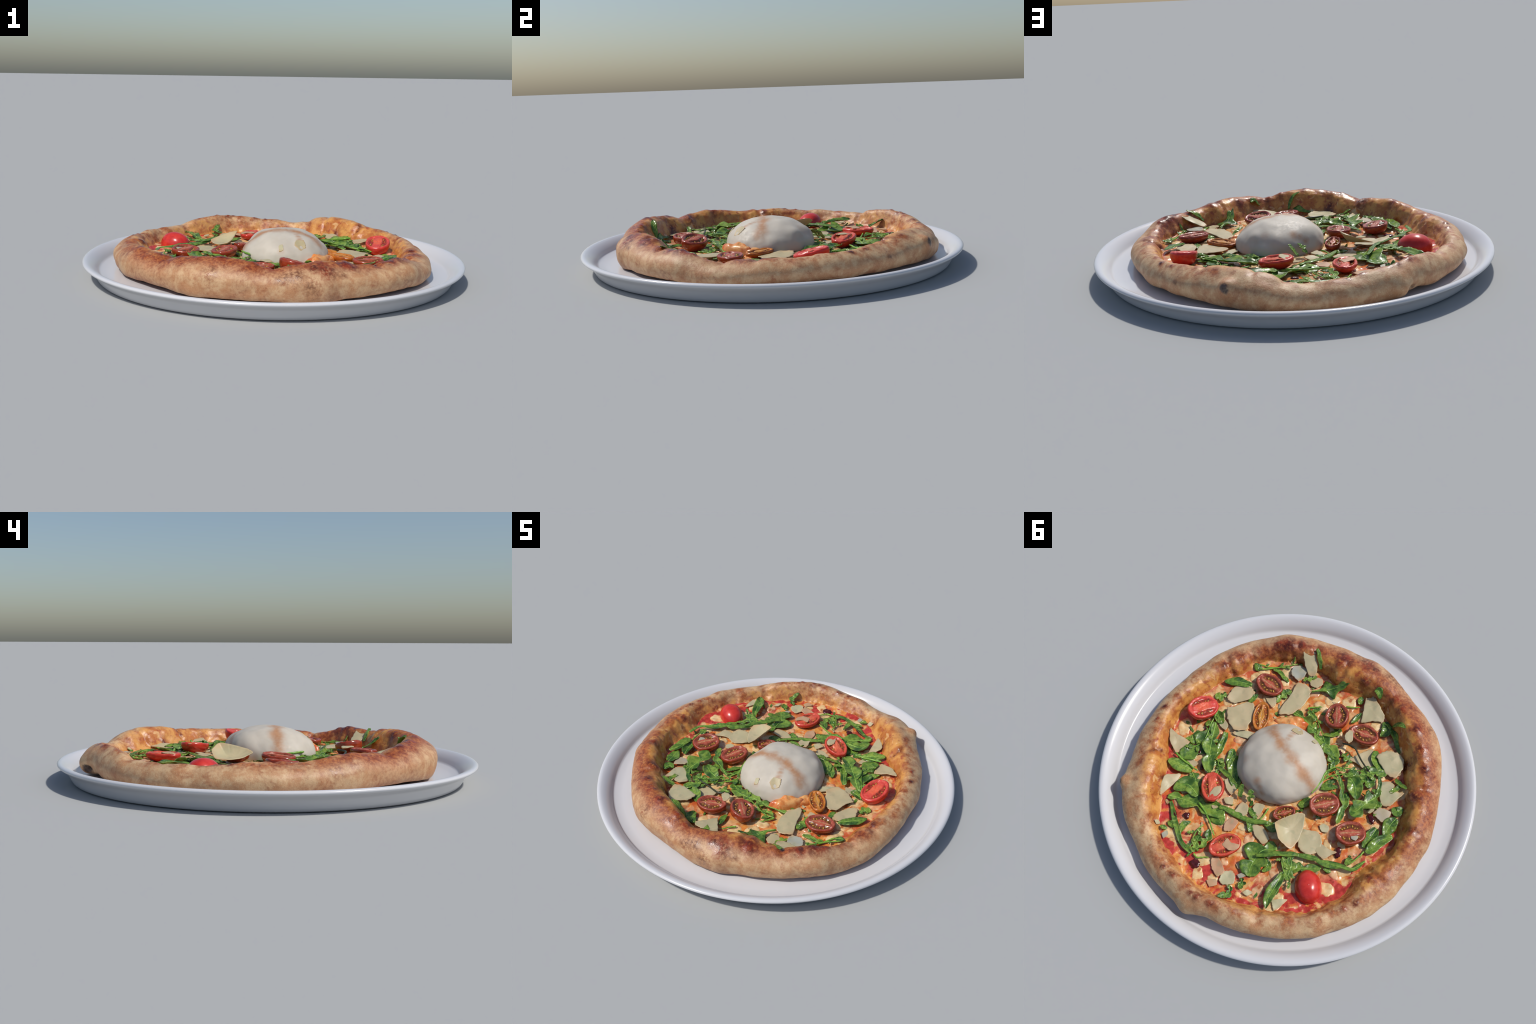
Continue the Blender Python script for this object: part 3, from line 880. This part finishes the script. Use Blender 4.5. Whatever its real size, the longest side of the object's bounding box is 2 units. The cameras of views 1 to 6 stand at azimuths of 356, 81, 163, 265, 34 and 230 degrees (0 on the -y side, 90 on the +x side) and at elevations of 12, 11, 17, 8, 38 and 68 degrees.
def green_scraps():
    """torn rocket bits and cheese crumbs too small to count."""
    for name, mats, count, base in [('rocket_scraps', [MAT['leaf']], 70, .013), ('cheese_crumbs', [MAT['parmesan']], 45, .010)]:
        V, F = [], []
        k = 0
        while k < count:
            r = .64 * math.sqrt(rng.random()); f = rng.random() * TAU
            x, y = CX + r * math.cos(f), CY + r * math.sin(f)
            if math.hypot(x - .057, y + .015) < .235: continue
            if r > float(ring(INNER, np.array([f]))[0]) - .02: continue
            k += 1
            a = base * rng.uniform(.6, 1.5); bb = a * rng.uniform(.35, .7); h = rng.random() * TAU
            z = surf(x, y) + .008
            o = len(V); n = 10; th = .003 if name == 'rocket_scraps' else .006
            tx, ty = rng.uniform(-.35, .35), rng.uniform(-.35, .35)
            for lay in (0, 1):
                for q in range(n):
                    g = TAU * q / n; w = 1 + rng.uniform(-.25, .25)
                    lx, ly = a * w * math.cos(g), bb * w * math.sin(g)
                    px = lx * math.cos(h) - ly * math.sin(h); py = lx * math.sin(h) + ly * math.cos(h)
                    if lay: w2 = V[o + q]; V.append((w2[0], w2[1], w2[2] - th))
                    else: V.append((x + px, y + py, z + tx * px + ty * py + .002 * math.cos(2 * g)))
            F.append(tuple(o + q for q in range(n))); F.append(tuple(reversed([o + n + q for q in range(n)])))
            for q in range(n):
                w = (q + 1) % n; F.append((o + q, o + n + q, o + n + w, o + w))
        ob = new_mesh_object(name, V, F, mats, PIZZA, smooth=False)
        ob['kind'] = 'stuff'

# ----------------------------------------------------------------------- build
build_materials()
build_plate()
PIZZA = bpy.data.objects.new('pizza', None)
PIZZA.location = (0, 0, 0)
bpy.context.scene.collection.objects.link(PIZZA)
PIZZA['label'] = 'baked pizza with burrata, rocket, cherry tomatoes and parmesan shavings'
PIZZA['category'] = 'pizza'
build_body(PIZZA)
build_burrata(PIZZA)
melted_cheese()
drops = []
# --- tomatoes: centre of the cut face, heading, half sizes and depth
tomato_half((0.581, 0.089, 0.148), -1.88, (0.088, 0.066, 0.058), 'red', tilt=(-0.1, -0.22), variety=0)
tomato_half((0.456, -0.275, 0.128), -2.98, (0.082, 0.060, 0.034), 'plum', tilt=(0.0, -0.05), variety=1)
tomato_half((0.065, -0.414, 0.150), -0.80, (0.075, 0.066, 0.058), 'plum', tilt=(0.24, 0.12), variety=2)
tomato_half((-0.110, -0.454, 0.138), -2.75, (0.082, 0.056, 0.046), 'plum', tilt=(0.05, -0.05), variety=1)
tomato_half((-0.261, -0.029, 0.134), -2.07, (0.081, 0.064, 0.042), 'plum', tilt=(-0.06, -0.05), variety=2)
tomato_half((-0.464, -0.022, 0.136), -2.26, (0.080, 0.067, 0.044), 'plum', tilt=(0.1, -0.1), variety=2)
tomato_half((0.200, 0.345, 0.136), 2.51, (0.086, 0.061, 0.042), 'coral', tilt=(0.14, -0.04), variety=0)
tomato_half((-0.086, 0.500, 0.124), -1.97, (0.086, 0.058, 0.032), 'coral', tilt=(0.0, 0.0), variety=0)
tomato_half((-0.157, 0.159, 0.124), -2.09, (0.062, 0.040, 0.030), 'plum', tilt=(0.1, 0.1), variety=1)
tomato_half((0.344, -0.116, 0.116), -0.88, (0.088, 0.046, 0.022), 'amber', tilt=(0, 0), variety=1)
tomato_dome((-0.528, 0.324, 0.092), -0.64, (0.088, 0.069, 0.070))
# --- parmesan shavings: outline corners (x, y, height above the pizza)
shaving([(0.556, -0.052, 0.017), (0.580, -0.127, 0.017), (0.528, -0.190, 0.017), (0.480, -0.191, 0.017), (0.468, -0.146, 0.017), (0.511, -0.059, 0.017)])
shaving([(0.509, -0.013, 0.024), (0.485, -0.058, 0.024), (0.463, -0.121, 0.024), (0.425, -0.137, 0.024), (0.390, -0.103, 0.024), (0.339, -0.009, 0.024), (0.385, 0.047, 0.024), (0.454, 0.030, 0.024)])
shaving([(0.375, 0.063, 0.014), (0.374, 0.023, 0.014), (0.300, -0.030, 0.014), (0.293, 0.017, 0.014)])
shaving([(0.560, 0.344, 0.020), (0.616, 0.296, 0.020), (0.563, 0.288, 0.020), (0.490, 0.265, 0.020), (0.471, 0.323, 0.020), (0.487, 0.363, 0.020)])
shaving([(0.461, 0.082, 0.014), (0.476, 0.039, 0.014), (0.428, 0.045, 0.014), (0.412, 0.079, 0.014)])
shaving([(0.416, -0.212, 0.014), (0.375, -0.267, 0.014), (0.350, -0.224, 0.014), (0.353, -0.199, 0.014)])
shaving([(0.418, 0.357, 0.014), (0.409, 0.321, 0.014), (0.361, 0.308, 0.014), (0.364, 0.345, 0.014)])
shaving([(0.369, -0.402, 0.021), (0.329, -0.429, 0.021), (0.289, -0.429, 0.021), (0.262, -0.398, 0.021), (0.243, -0.331, 0.021), (0.247, -0.258, 0.021), (0.289, -0.205, 0.021), (0.308, -0.215, 0.021), (0.326, -0.273, 0.021), (0.342, -0.335, 0.021)])
shaving([(0.443, -0.425, 0.024), (0.457, -0.459, 0.024), (0.431, -0.492, 0.024), (0.387, -0.496, 0.024), (0.371, -0.460, 0.024), (0.368, -0.415, 0.024), (0.417, -0.409, 0.024)], tint='grey')
shaving([(0.464, -0.532, 0.078), (0.439, -0.569, 0.078), (0.401, -0.589, 0.073), (0.373, -0.561, 0.048), (0.331, -0.502, 0.023), (0.360, -0.478, 0.023), (0.418, -0.501, 0.048)], absolute=True)
shaving([(0.335, -0.464, 0.014), (0.329, -0.501, 0.014), (0.298, -0.523, 0.014), (0.268, -0.503, 0.014), (0.275, -0.459, 0.014), (0.302, -0.448, 0.014)])
shaving([(0.041, -0.610, 0.022), (0.018, -0.650, 0.022), (-0.038, -0.639, 0.022), (-0.097, -0.618, 0.022), (-0.119, -0.591, 0.022), (-0.073, -0.548, 0.022), (-0.040, -0.498, 0.022), (-0.001, -0.553, 0.022)])
shaving([(-0.047, -0.371, 0.058), (-0.044, -0.410, 0.058), (-0.064, -0.415, 0.058), (-0.099, -0.379, 0.058), (-0.097, -0.353, 0.058), (-0.068, -0.352, 0.058)], absolute=True)
shaving([(-0.156, -0.306, 0.017), (-0.168, -0.374, 0.017), (-0.196, -0.443, 0.017), (-0.284, -0.352, 0.017), (-0.255, -0.327, 0.017), (-0.197, -0.319, 0.017)])
shaving([(-0.241, -0.423, 0.024), (-0.248, -0.473, 0.024), (-0.279, -0.507, 0.024), (-0.332, -0.526, 0.024), (-0.377, -0.493, 0.024), (-0.399, -0.412, 0.024), (-0.353, -0.393, 0.024), (-0.298, -0.404, 0.024)])
shaving([(-0.361, -0.337, 0.021), (-0.390, -0.378, 0.021), (-0.426, -0.379, 0.021), (-0.433, -0.337, 0.021), (-0.487, -0.386, 0.021), (-0.491, -0.330, 0.021), (-0.490, -0.282, 0.021), (-0.457, -0.252, 0.021), (-0.416, -0.278, 0.021)])
shaving([(-0.458, -0.190, 0.020), (-0.460, -0.236, 0.020), (-0.516, -0.264, 0.020), (-0.536, -0.224, 0.020), (-0.523, -0.189, 0.020), (-0.483, -0.186, 0.020)], tint='grey')
shaving([(-0.180, 0.242, 0.100), (-0.195, 0.170, 0.086), (-0.215, 0.110, 0.070), (-0.240, 0.088, 0.058), (-0.285, 0.140, 0.036), (-0.318, 0.205, 0.034), (-0.325, 0.268, 0.040), (-0.250, 0.278, 0.072)], absolute=True, cup=0.036)
shaving([(-0.267, 0.172, 0.014), (-0.289, 0.131, 0.014), (-0.346, 0.090, 0.014), (-0.393, 0.107, 0.014), (-0.425, 0.155, 0.014), (-0.403, 0.214, 0.014), (-0.349, 0.225, 0.014)])
shaving([(-0.373, 0.155, 0.018), (-0.395, 0.122, 0.018), (-0.454, 0.109, 0.018), (-0.488, 0.094, 0.018), (-0.468, 0.169, 0.018), (-0.413, 0.171, 0.018)])
shaving([(-0.323, 0.063, 0.017), (-0.330, 0.036, 0.017), (-0.361, 0.028, 0.017), (-0.379, 0.054, 0.017), (-0.353, 0.076, 0.017)])
shaving([(-0.430, -0.175, 0.020), (-0.434, -0.226, 0.020), (-0.453, -0.201, 0.020), (-0.446, -0.173, 0.020)])
shaving([(-0.476, -0.014, 0.050), (-0.478, -0.039, 0.050), (-0.509, -0.036, 0.050), (-0.514, -0.011, 0.050), (-0.492, -0.002, 0.050)], absolute=True, tint='grey')
shaving([(0.171, 0.399, 0.055), (0.185, 0.343, 0.055), (0.168, 0.311, 0.055), (0.136, 0.335, 0.055), (0.118, 0.379, 0.055), (0.149, 0.398, 0.055)], absolute=True)
shaving([(0.027, 0.342, 0.021), (0.041, 0.278, 0.021), (0.001, 0.266, 0.021), (-0.027, 0.297, 0.021), (-0.024, 0.333, 0.021), (0.029, 0.353, 0.021)])
shaving([(-0.024, 0.261, 0.020), (-0.013, 0.225, 0.020), (-0.055, 0.202, 0.020), (-0.079, 0.269, 0.020)])
shaving([(-0.089, 0.318, 0.014), (-0.133, 0.284, 0.014), (-0.207, 0.302, 0.014), (-0.207, 0.348, 0.014), (-0.139, 0.347, 0.014)])
shaving([(0.014, 0.418, 0.012), (0.015, 0.372, 0.012), (-0.031, 0.359, 0.012), (-0.044, 0.422, 0.012), (-0.014, 0.449, 0.012)], tint='pink')
shaving([(-0.086, 0.591, 0.012), (-0.108, 0.559, 0.012), (-0.185, 0.585, 0.012), (-0.183, 0.633, 0.012), (-0.125, 0.623, 0.012)], tint='pink')
shaving([(-0.179, 0.593, 0.012), (-0.207, 0.553, 0.012), (-0.240, 0.561, 0.012), (-0.264, 0.594, 0.012), (-0.232, 0.637, 0.012), (-0.201, 0.636, 0.012)])
shaving([(-0.159, 0.683, 0.011), (-0.187, 0.643, 0.011), (-0.213, 0.659, 0.011), (-0.195, 0.694, 0.011)], tint='pink')
shaving([(0.381, 0.552, 0.011), (0.424, 0.486, 0.011), (0.379, 0.418, 0.011), (0.359, 0.454, 0.011), (0.355, 0.515, 0.011), (0.352, 0.576, 0.011)])
shaving([(-0.455, 0.504, 0.014), (-0.505, 0.440, 0.014), (-0.509, 0.501, 0.014), (-0.501, 0.532, 0.014)])
shaving([(-0.327, 0.590, 0.014), (-0.334, 0.559, 0.014), (-0.365, 0.547, 0.014), (-0.356, 0.583, 0.014)])
shaving([(-0.077, 0.510, 0.041), (-0.069, 0.466, 0.041), (-0.101, 0.467, 0.041), (-0.138, 0.441, 0.041), (-0.148, 0.468, 0.041), (-0.126, 0.501, 0.041)], absolute=True, tint='pink')
shaving([(-0.193, 0.516, 0.012), (-0.205, 0.487, 0.012), (-0.231, 0.503, 0.012), (-0.219, 0.525, 0.012)])
shaving([(-0.239, 0.548, 0.012), (-0.254, 0.516, 0.012), (-0.275, 0.521, 0.012), (-0.260, 0.553, 0.012)], tint='grey')
shaving([(0.196, 0.266, 0.019), (0.177, 0.236, 0.019), (0.114, 0.255, 0.019), (0.107, 0.295, 0.019), (0.148, 0.293, 0.019)])
shaving([(0.121, 0.335, 0.019), (0.092, 0.294, 0.019), (0.062, 0.325, 0.019), (0.090, 0.348, 0.019)])
shaving([(0.132, 0.411, 0.017), (0.119, 0.389, 0.017), (0.100, 0.391, 0.017), (0.111, 0.415, 0.017)])
shaving([(0.263, 0.683, 0.011), (0.254, 0.665, 0.011), (0.231, 0.671, 0.011), (0.238, 0.690, 0.011)])
shaving([(0.186, 0.699, 0.012), (0.179, 0.667, 0.012), (0.159, 0.677, 0.012), (0.158, 0.710, 0.012)], tint='grey')
shaving([(0.299, 0.418, 0.009), (0.331, 0.470, 0.009), (0.291, 0.482, 0.009), (0.263, 0.447, 0.009)])
# --- rocket leaves: points along the midrib, half width, outline kind
leaf([(0.522, -0.206, 0.022), (0.588, -0.159, 0.022), (0.640, -0.105, 0.022)], 0.028, 'oval')
leaf([(0.565, -0.313, 0.014), (0.588, -0.305, 0.014), (0.615, -0.307, 0.014)], 0.022, 'oval')
stem([(0.565, -0.313, 0.014), (0.526, -0.371, 0.014), (0.466, -0.439, 0.014)], 0.0050)
leaf([(0.521, -0.381, 0.014), (0.456, -0.373, 0.014), (0.408, -0.373, 0.014)], 0.013, 'strap')
leaf([(0.351, 0.361, 0.022), (0.413, 0.389, 0.022), (0.479, 0.421, 0.022)], 0.039, 'oval', arch=0.012)
leaf([(0.509, 0.099, 0.020), (0.456, 0.176, 0.020), (0.429, 0.272, 0.020), (0.465, 0.354, 0.020)], 0.058, 'lobed')
leaf([(0.486, 0.084, 0.024), (0.421, 0.164, 0.024), (0.347, 0.249, 0.024), (0.278, 0.303, 0.024)], 0.046, 'lobed')
leaf([(0.397, 0.084, 0.022), (0.348, 0.165, 0.022), (0.324, 0.238, 0.022)], 0.020, 'strap')
leaf([(0.303, 0.117, 0.014), (0.271, 0.157, 0.014), (0.238, 0.211, 0.014)], 0.024, 'oval')
leaf([(0.582, -0.070, 0.014), (0.586, -0.039, 0.014), (0.615, -0.015, 0.014)], 0.029, 'lobed')
leaf([(0.539, 0.041, 0.014), (0.490, 0.055, 0.014), (0.453, 0.065, 0.014)], 0.030, 'oval')
leaf([(0.521, 0.270, 0.014), (0.489, 0.243, 0.014), (0.505, 0.184, 0.014)], 0.026, 'lobed')
leaf([(0.461, -0.126, 0.014), (0.461, -0.161, 0.014), (0.462, -0.196, 0.014)], 0.017, 'oval')
leaf([(0.360, -0.240, 0.014), (0.367, -0.302, 0.014), (0.357, -0.349, 0.014)], 0.026, 'lobed')
stem([(0.481, 0.364, 0.027), (0.423, 0.361, 0.027), (0.325, 0.342, 0.027)], 0.0060)
leaf([(0.281, 0.247, 0.020), (0.214, 0.237, 0.020), (0.135, 0.238, 0.020)], 0.014, 'strap')
leaf([(0.264, 0.129, 0.009), (0.215, 0.191, 0.009), (0.151, 0.225, 0.009)], 0.035, 'oval')
leaf([(0.342, 0.251, 0.010), (0.302, 0.231, 0.010), (0.252, 0.233, 0.010)], 0.034, 'lobed')
leaf([(0.277, -0.425, 0.027), (0.238, -0.474, 0.027), (0.204, -0.529, 0.027), (0.156, -0.588, 0.027)], 0.065, 'star')
leaf([(0.364, -0.440, 0.014), (0.344, -0.472, 0.014), (0.327, -0.513, 0.014)], 0.019, 'lobed')
leaf([(0.251, -0.275, 0.014), (0.182, -0.284, 0.014), (0.120, -0.284, 0.014), (0.095, -0.303, 0.014)], 0.043, 'lobed')
leaf([(0.108, -0.273, 0.014), (0.035, -0.269, 0.014), (-0.036, -0.274, 0.014), (-0.113, -0.259, 0.014)], 0.043, 'lobed')
leaf([(-0.023, -0.258, 0.014), (-0.111, -0.233, 0.014), (-0.138, -0.180, 0.014)], 0.031, 'lobed')
stem([(0.215, -0.342, 0.014), (0.197, -0.375, 0.014), (0.170, -0.406, 0.014)], 0.0050)
stem([(0.085, -0.506, 0.014), (0.058, -0.530, 0.014), (0.031, -0.562, 0.014)], 0.0050)
leaf([(0.072, -0.608, 0.014), (0.057, -0.590, 0.014), (0.047, -0.570, 0.014)], 0.018, 'oval')
leaf([(-0.001, -0.542, 0.014), (-0.008, -0.497, 0.014), (-0.008, -0.458, 0.014)], 0.016, 'oval')
leaf([(-0.120, -0.598, 0.014), (-0.165, -0.572, 0.014), (-0.168, -0.523, 0.014)], 0.030, 'oval')
leaf([(-0.140, -0.599, 0.020), (-0.217, -0.575, 0.020), (-0.308, -0.526, 0.020)], 0.013, 'strap')
leaf([(-0.177, -0.600, 0.017), (-0.210, -0.611, 0.017), (-0.249, -0.612, 0.017)], 0.017, 'oval')
leaf([(0.030, -0.662, 0.017), (0.008, -0.669, 0.017), (-0.022, -0.659, 0.017)], 0.022, 'oval')
leaf([(-0.211, -0.446, 0.014), (-0.263, -0.404, 0.014), (-0.337, -0.389, 0.014)], 0.032, 'oval')
leaf([(0.421, -0.599, 0.098), (0.375, -0.573, 0.073), (0.335, -0.548, 0.038)], 0.012, 'strap', absolute=True)
stem([(-0.070, -0.331, 0.043), (-0.126, -0.362, 0.043), (-0.185, -0.348, 0.038), (-0.245, -0.333, 0.038), (-0.291, -0.324, 0.043)], 0.0060, dark=True, absolute=True)
leaf([(-0.102, -0.297, 0.014), (-0.142, -0.301, 0.014), (-0.174, -0.320, 0.014)], 0.026, 'lobed')
leaf([(0.131, -0.322, 0.017), (0.170, -0.329, 0.017), (0.202, -0.337, 0.017)], 0.019, 'lobed')
stem([(-0.134, -0.162, 0.043), (-0.162, -0.075, 0.038), (-0.169, -0.022, 0.033)], 0.0060, absolute=True)
leaf([(-0.229, -0.152, 0.014), (-0.201, -0.116, 0.014), (-0.177, -0.077, 0.014)], 0.017, 'oval')
leaf([(-0.191, -0.173, 0.014), (-0.180, -0.128, 0.014), (-0.171, -0.089, 0.014)], 0.015, 'strap')
leaf([(-0.192, -0.199, 0.029), (-0.255, -0.157, 0.029), (-0.314, -0.119, 0.029), (-0.351, -0.065, 0.029), (-0.377, -0.008, 0.029)], 0.024, 'lobed')
leaf([(-0.236, -0.234, 0.025), (-0.288, -0.220, 0.025), (-0.349, -0.176, 0.025)], 0.045, 'oval')
leaf([(-0.282, -0.267, 0.017), (-0.317, -0.289, 0.017), (-0.350, -0.278, 0.017)], 0.038, 'lobed')
leaf([(-0.370, -0.286, 0.030), (-0.404, -0.260, 0.030), (-0.398, -0.197, 0.030), (-0.396, -0.131, 0.030), (-0.374, -0.098, 0.030)], 0.055, 'lobed', arch=0.01)
leaf([(-0.333, -0.355, 0.033), (-0.386, -0.302, 0.033), (-0.413, -0.244, 0.033)], 0.011, 'strap')
leaf([(-0.261, -0.279, 0.025), (-0.293, -0.339, 0.025), (-0.350, -0.396, 0.025)], 0.031, 'lobed')
leaf([(-0.223, -0.225, 0.030), (-0.231, -0.259, 0.030), (-0.262, -0.277, 0.030)], 0.019, 'oval')
leaf([(-0.399, -0.409, 0.020), (-0.435, -0.405, 0.020), (-0.482, -0.405, 0.020)], 0.013, 'strap')
leaf([(-0.450, -0.405, 0.020), (-0.444, -0.362, 0.020), (-0.435, -0.332, 0.020)], 0.013, 'strap')
leaf([(-0.539, -0.325, 0.014), (-0.535, -0.288, 0.014), (-0.503, -0.284, 0.014)], 0.027, 'oval')
leaf([(-0.560, -0.259, 0.020), (-0.565, -0.209, 0.020), (-0.585, -0.146, 0.020)], 0.037, 'oval')
leaf([(-0.618, -0.175, 0.022), (-0.593, -0.115, 0.022), (-0.593, -0.054, 0.022), (-0.585, -0.015, 0.022)], 0.032, 'oval')
leaf([(-0.530, -0.148, 0.016), (-0.544, -0.094, 0.016), (-0.556, -0.023, 0.016)], 0.032, 'oval')
stem([(-0.580, -0.020, 0.014), (-0.580, 0.040, 0.014), (-0.577, 0.090, 0.014)], 0.0050)
leaf([(-0.623, 0.022, 0.030), (-0.607, 0.093, 0.030), (-0.548, 0.144, 0.030), (-0.469, 0.189, 0.030), (-0.415, 0.219, 0.030), (-0.336, 0.279, 0.030)], 0.022, 'lobed')
leaf([(-0.569, 0.057, 0.024), (-0.564, 0.079, 0.024), (-0.565, 0.107, 0.024)], 0.019, 'oval')
leaf([(-0.229, 0.417, 0.036), (-0.290, 0.341, 0.036), (-0.338, 0.286, 0.036), (-0.377, 0.250, 0.036)], 0.015, 'strap')
leaf([(-0.332, 0.281, 0.027), (-0.389, 0.315, 0.027), (-0.427, 0.385, 0.027)], 0.031, 'lobed')
leaf([(-0.348, 0.329, 0.020), (-0.426, 0.294, 0.020), (-0.496, 0.207, 0.020)], 0.031, 'lobed')
leaf([(-0.331, 0.275, 0.027), (-0.371, 0.329, 0.027), (-0.423, 0.382, 0.027)], 0.022, 'lobed')
leaf([(-0.502, 0.193, 0.020), (-0.522, 0.192, 0.020), (-0.546, 0.188, 0.020)], 0.016, 'oval')
leaf([(-0.275, 0.309, 0.014), (-0.230, 0.368, 0.014), (-0.245, 0.451, 0.014), (-0.282, 0.514, 0.014)], 0.077, 'lobed')
leaf([(-0.271, 0.383, 0.014), (-0.313, 0.404, 0.014), (-0.311, 0.444, 0.014)], 0.017, 'oval')
leaf([(-0.388, 0.369, 0.027), (-0.414, 0.437, 0.027), (-0.440, 0.511, 0.027), (-0.471, 0.556, 0.027)], 0.029, 'oval', arch=0.01)
leaf([(0.326, 0.544, 0.014), (0.265, 0.503, 0.014), (0.155, 0.444, 0.014), (0.045, 0.399, 0.014)], 0.048, 'lobed')
leaf([(0.156, 0.443, 0.012), (0.092, 0.419, 0.012), (0.016, 0.436, 0.012)], 0.052, 'oval')
stem([(0.183, 0.449, 0.024), (0.098, 0.464, 0.024), (-0.009, 0.507, 0.024)], 0.0060)
leaf([(0.001, 0.653, 0.014), (0.088, 0.651, 0.014), (0.158, 0.621, 0.014), (0.240, 0.580, 0.014), (0.294, 0.553, 0.014)], 0.015, 'strap')
leaf([(0.124, 0.629, 0.014), (0.143, 0.588, 0.014), (0.134, 0.547, 0.014)], 0.017, 'oval')
leaf([(0.168, 0.632, 0.014), (0.194, 0.630, 0.014), (0.215, 0.635, 0.014)], 0.016, 'oval')
leaf([(0.186, 0.661, 0.014), (0.204, 0.673, 0.014), (0.223, 0.679, 0.014)], 0.013, 'oval')
leaf([(0.009, 0.646, 0.014), (0.033, 0.589, 0.014), (0.047, 0.558, 0.014)], 0.026, 'lobed')
leaf([(0.004, 0.625, 0.014), (0.000, 0.552, 0.014), (0.038, 0.501, 0.014)], 0.024, 'lobed')
stem([(-0.006, 0.645, 0.014), (-0.038, 0.640, 0.014), (-0.073, 0.599, 0.014)], 0.0050)
leaf([(0.218, 0.430, 0.022), (0.304, 0.431, 0.022), (0.332, 0.503, 0.022)], 0.043, 'oval', arch=0.01)
leaf([(0.100, 0.385, 0.020), (0.037, 0.353, 0.020), (-0.044, 0.325, 0.020), (-0.141, 0.251, 0.020)], 0.017, 'strap')
leaf([(-0.045, 0.313, 0.014), (-0.087, 0.329, 0.014), (-0.111, 0.356, 0.014)], 0.022, 'oval')
leaf([(-0.005, 0.271, 0.014), (-0.049, 0.277, 0.014), (-0.083, 0.286, 0.014)], 0.017, 'oval')
stem([(-0.078, 0.196, 0.014), (-0.089, 0.232, 0.014), (-0.095, 0.276, 0.014)], 0.0050)
leaf([(-0.256, 0.612, 0.017), (-0.287, 0.644, 0.017), (-0.270, 0.699, 0.017)], 0.022, 'lobed')
leaf([(-0.267, 0.546, 0.014), (-0.294, 0.560, 0.014), (-0.302, 0.589, 0.014)], 0.024, 'lobed')
leaf([(0.065, 0.270, 0.023), (0.083, 0.247, 0.048), (0.094, 0.226, 0.073)], 0.014, 'strap', absolute=True)
leaf([(0.015, 0.253, 0.023), (0.028, 0.225, 0.048), (0.045, 0.212, 0.068)], 0.020, 'lobed', absolute=True)
leaf([(-0.175, -0.004, 0.009), (-0.179, 0.040, 0.009), (-0.167, 0.069, 0.009)], 0.028, 'oval')
leaf([(0.198, 0.205, 0.009), (0.154, 0.229, 0.009), (0.114, 0.250, 0.009)], 0.032, 'oval')
leaf([(-0.127, 0.266, 0.011), (-0.173, 0.246, 0.011), (-0.162, 0.210, 0.011)], 0.027, 'oval')
leaf([(0.347, 0.366, 0.010), (0.291, 0.385, 0.010), (0.249, 0.426, 0.010)], 0.042, 'lobed')
leaf([(0.381, -0.272, 0.011), (0.413, -0.271, 0.011), (0.424, -0.295, 0.011)], 0.024, 'lobed')
leaf([(-0.282, -0.171, 0.014), (-0.310, -0.138, 0.014), (-0.325, -0.131, 0.014)], 0.019, 'oval')
leaf([(-0.420, -0.247, 0.014), (-0.446, -0.243, 0.014), (-0.450, -0.225, 0.014)], 0.017, 'oval')
leaf([(0.011, -0.401, 0.011), (0.008, -0.370, 0.011), (0.014, -0.320, 0.011)], 0.024, 'lobed')
# --- small sprigs
sprig([(0.535, 0.022, 0.025), (0.492, 0.112, 0.025), (0.441, 0.207, 0.025), (0.450, 0.286, 0.025)], 0.022)
sprig([(0.390, 0.096, 0.021), (0.388, 0.145, 0.021), (0.342, 0.203, 0.021), (0.268, 0.244, 0.021)], 0.022)
sprig([(0.218, -0.344, 0.015), (0.156, -0.344, 0.015), (0.088, -0.317, 0.015), (0.004, -0.275, 0.015)], 0.022)
sprig([(-0.122, -0.160, 0.025), (-0.149, -0.224, 0.025), (-0.211, -0.277, 0.025), (-0.287, -0.330, 0.025)], 0.024)
sprig([(-0.153, -0.105, 0.025), (-0.165, -0.168, 0.025), (-0.194, -0.217, 0.025), (-0.240, -0.277, 0.025)], 0.022)
sprig([(-0.320, 0.290, 0.028), (-0.333, 0.328, 0.028), (-0.388, 0.364, 0.028), (-0.437, 0.368, 0.028)], 0.022)
sprig([(0.080, 0.505, 0.015), (0.074, 0.560, 0.015), (0.043, 0.618, 0.015), (0.006, 0.654, 0.015)], 0.020)
sprig([(-0.340, -0.225, 0.015), (-0.404, -0.234, 0.015), (-0.463, -0.212, 0.015)], 0.020)
sprig([(0.604, -0.319, 0.015), (0.529, -0.367, 0.015), (0.488, -0.423, 0.015), (0.452, -0.490, 0.015)], 0.016)
# --- glaze drops: x, y, half length, half width, heading
drops.append((0.486, 0.147, 0.024, 0.009, -1.50))
drops.append((0.469, 0.204, 0.020, 0.008, -0.46))
drops.append((0.407, 0.265, 0.014, 0.009, -1.07))
drops.append((0.335, 0.304, 0.022, 0.013, -1.13))
drops.append((0.231, 0.576, 0.032, 0.008, 2.74))
drops.append((-0.492, 0.086, 0.028, 0.018, 2.21))
drops.append((-0.475, -0.166, 0.030, 0.015, 2.75))
drops.append((-0.053, 0.670, 0.026, 0.024, -2.99))
drops.append((0.177, 0.540, 0.018, 0.016, 2.76))
drops.append((-0.554, 0.084, 0.020, 0.010, 1.64))
drops.append((-0.101, -0.296, 0.020, 0.010, 2.58))

for x, y, a, b, h in drops:
    ob = blob('glaze_drop', x, y, a, b, h, .005, MAT['glaze'], .4)
    ob.location.z += .012
green_scraps()
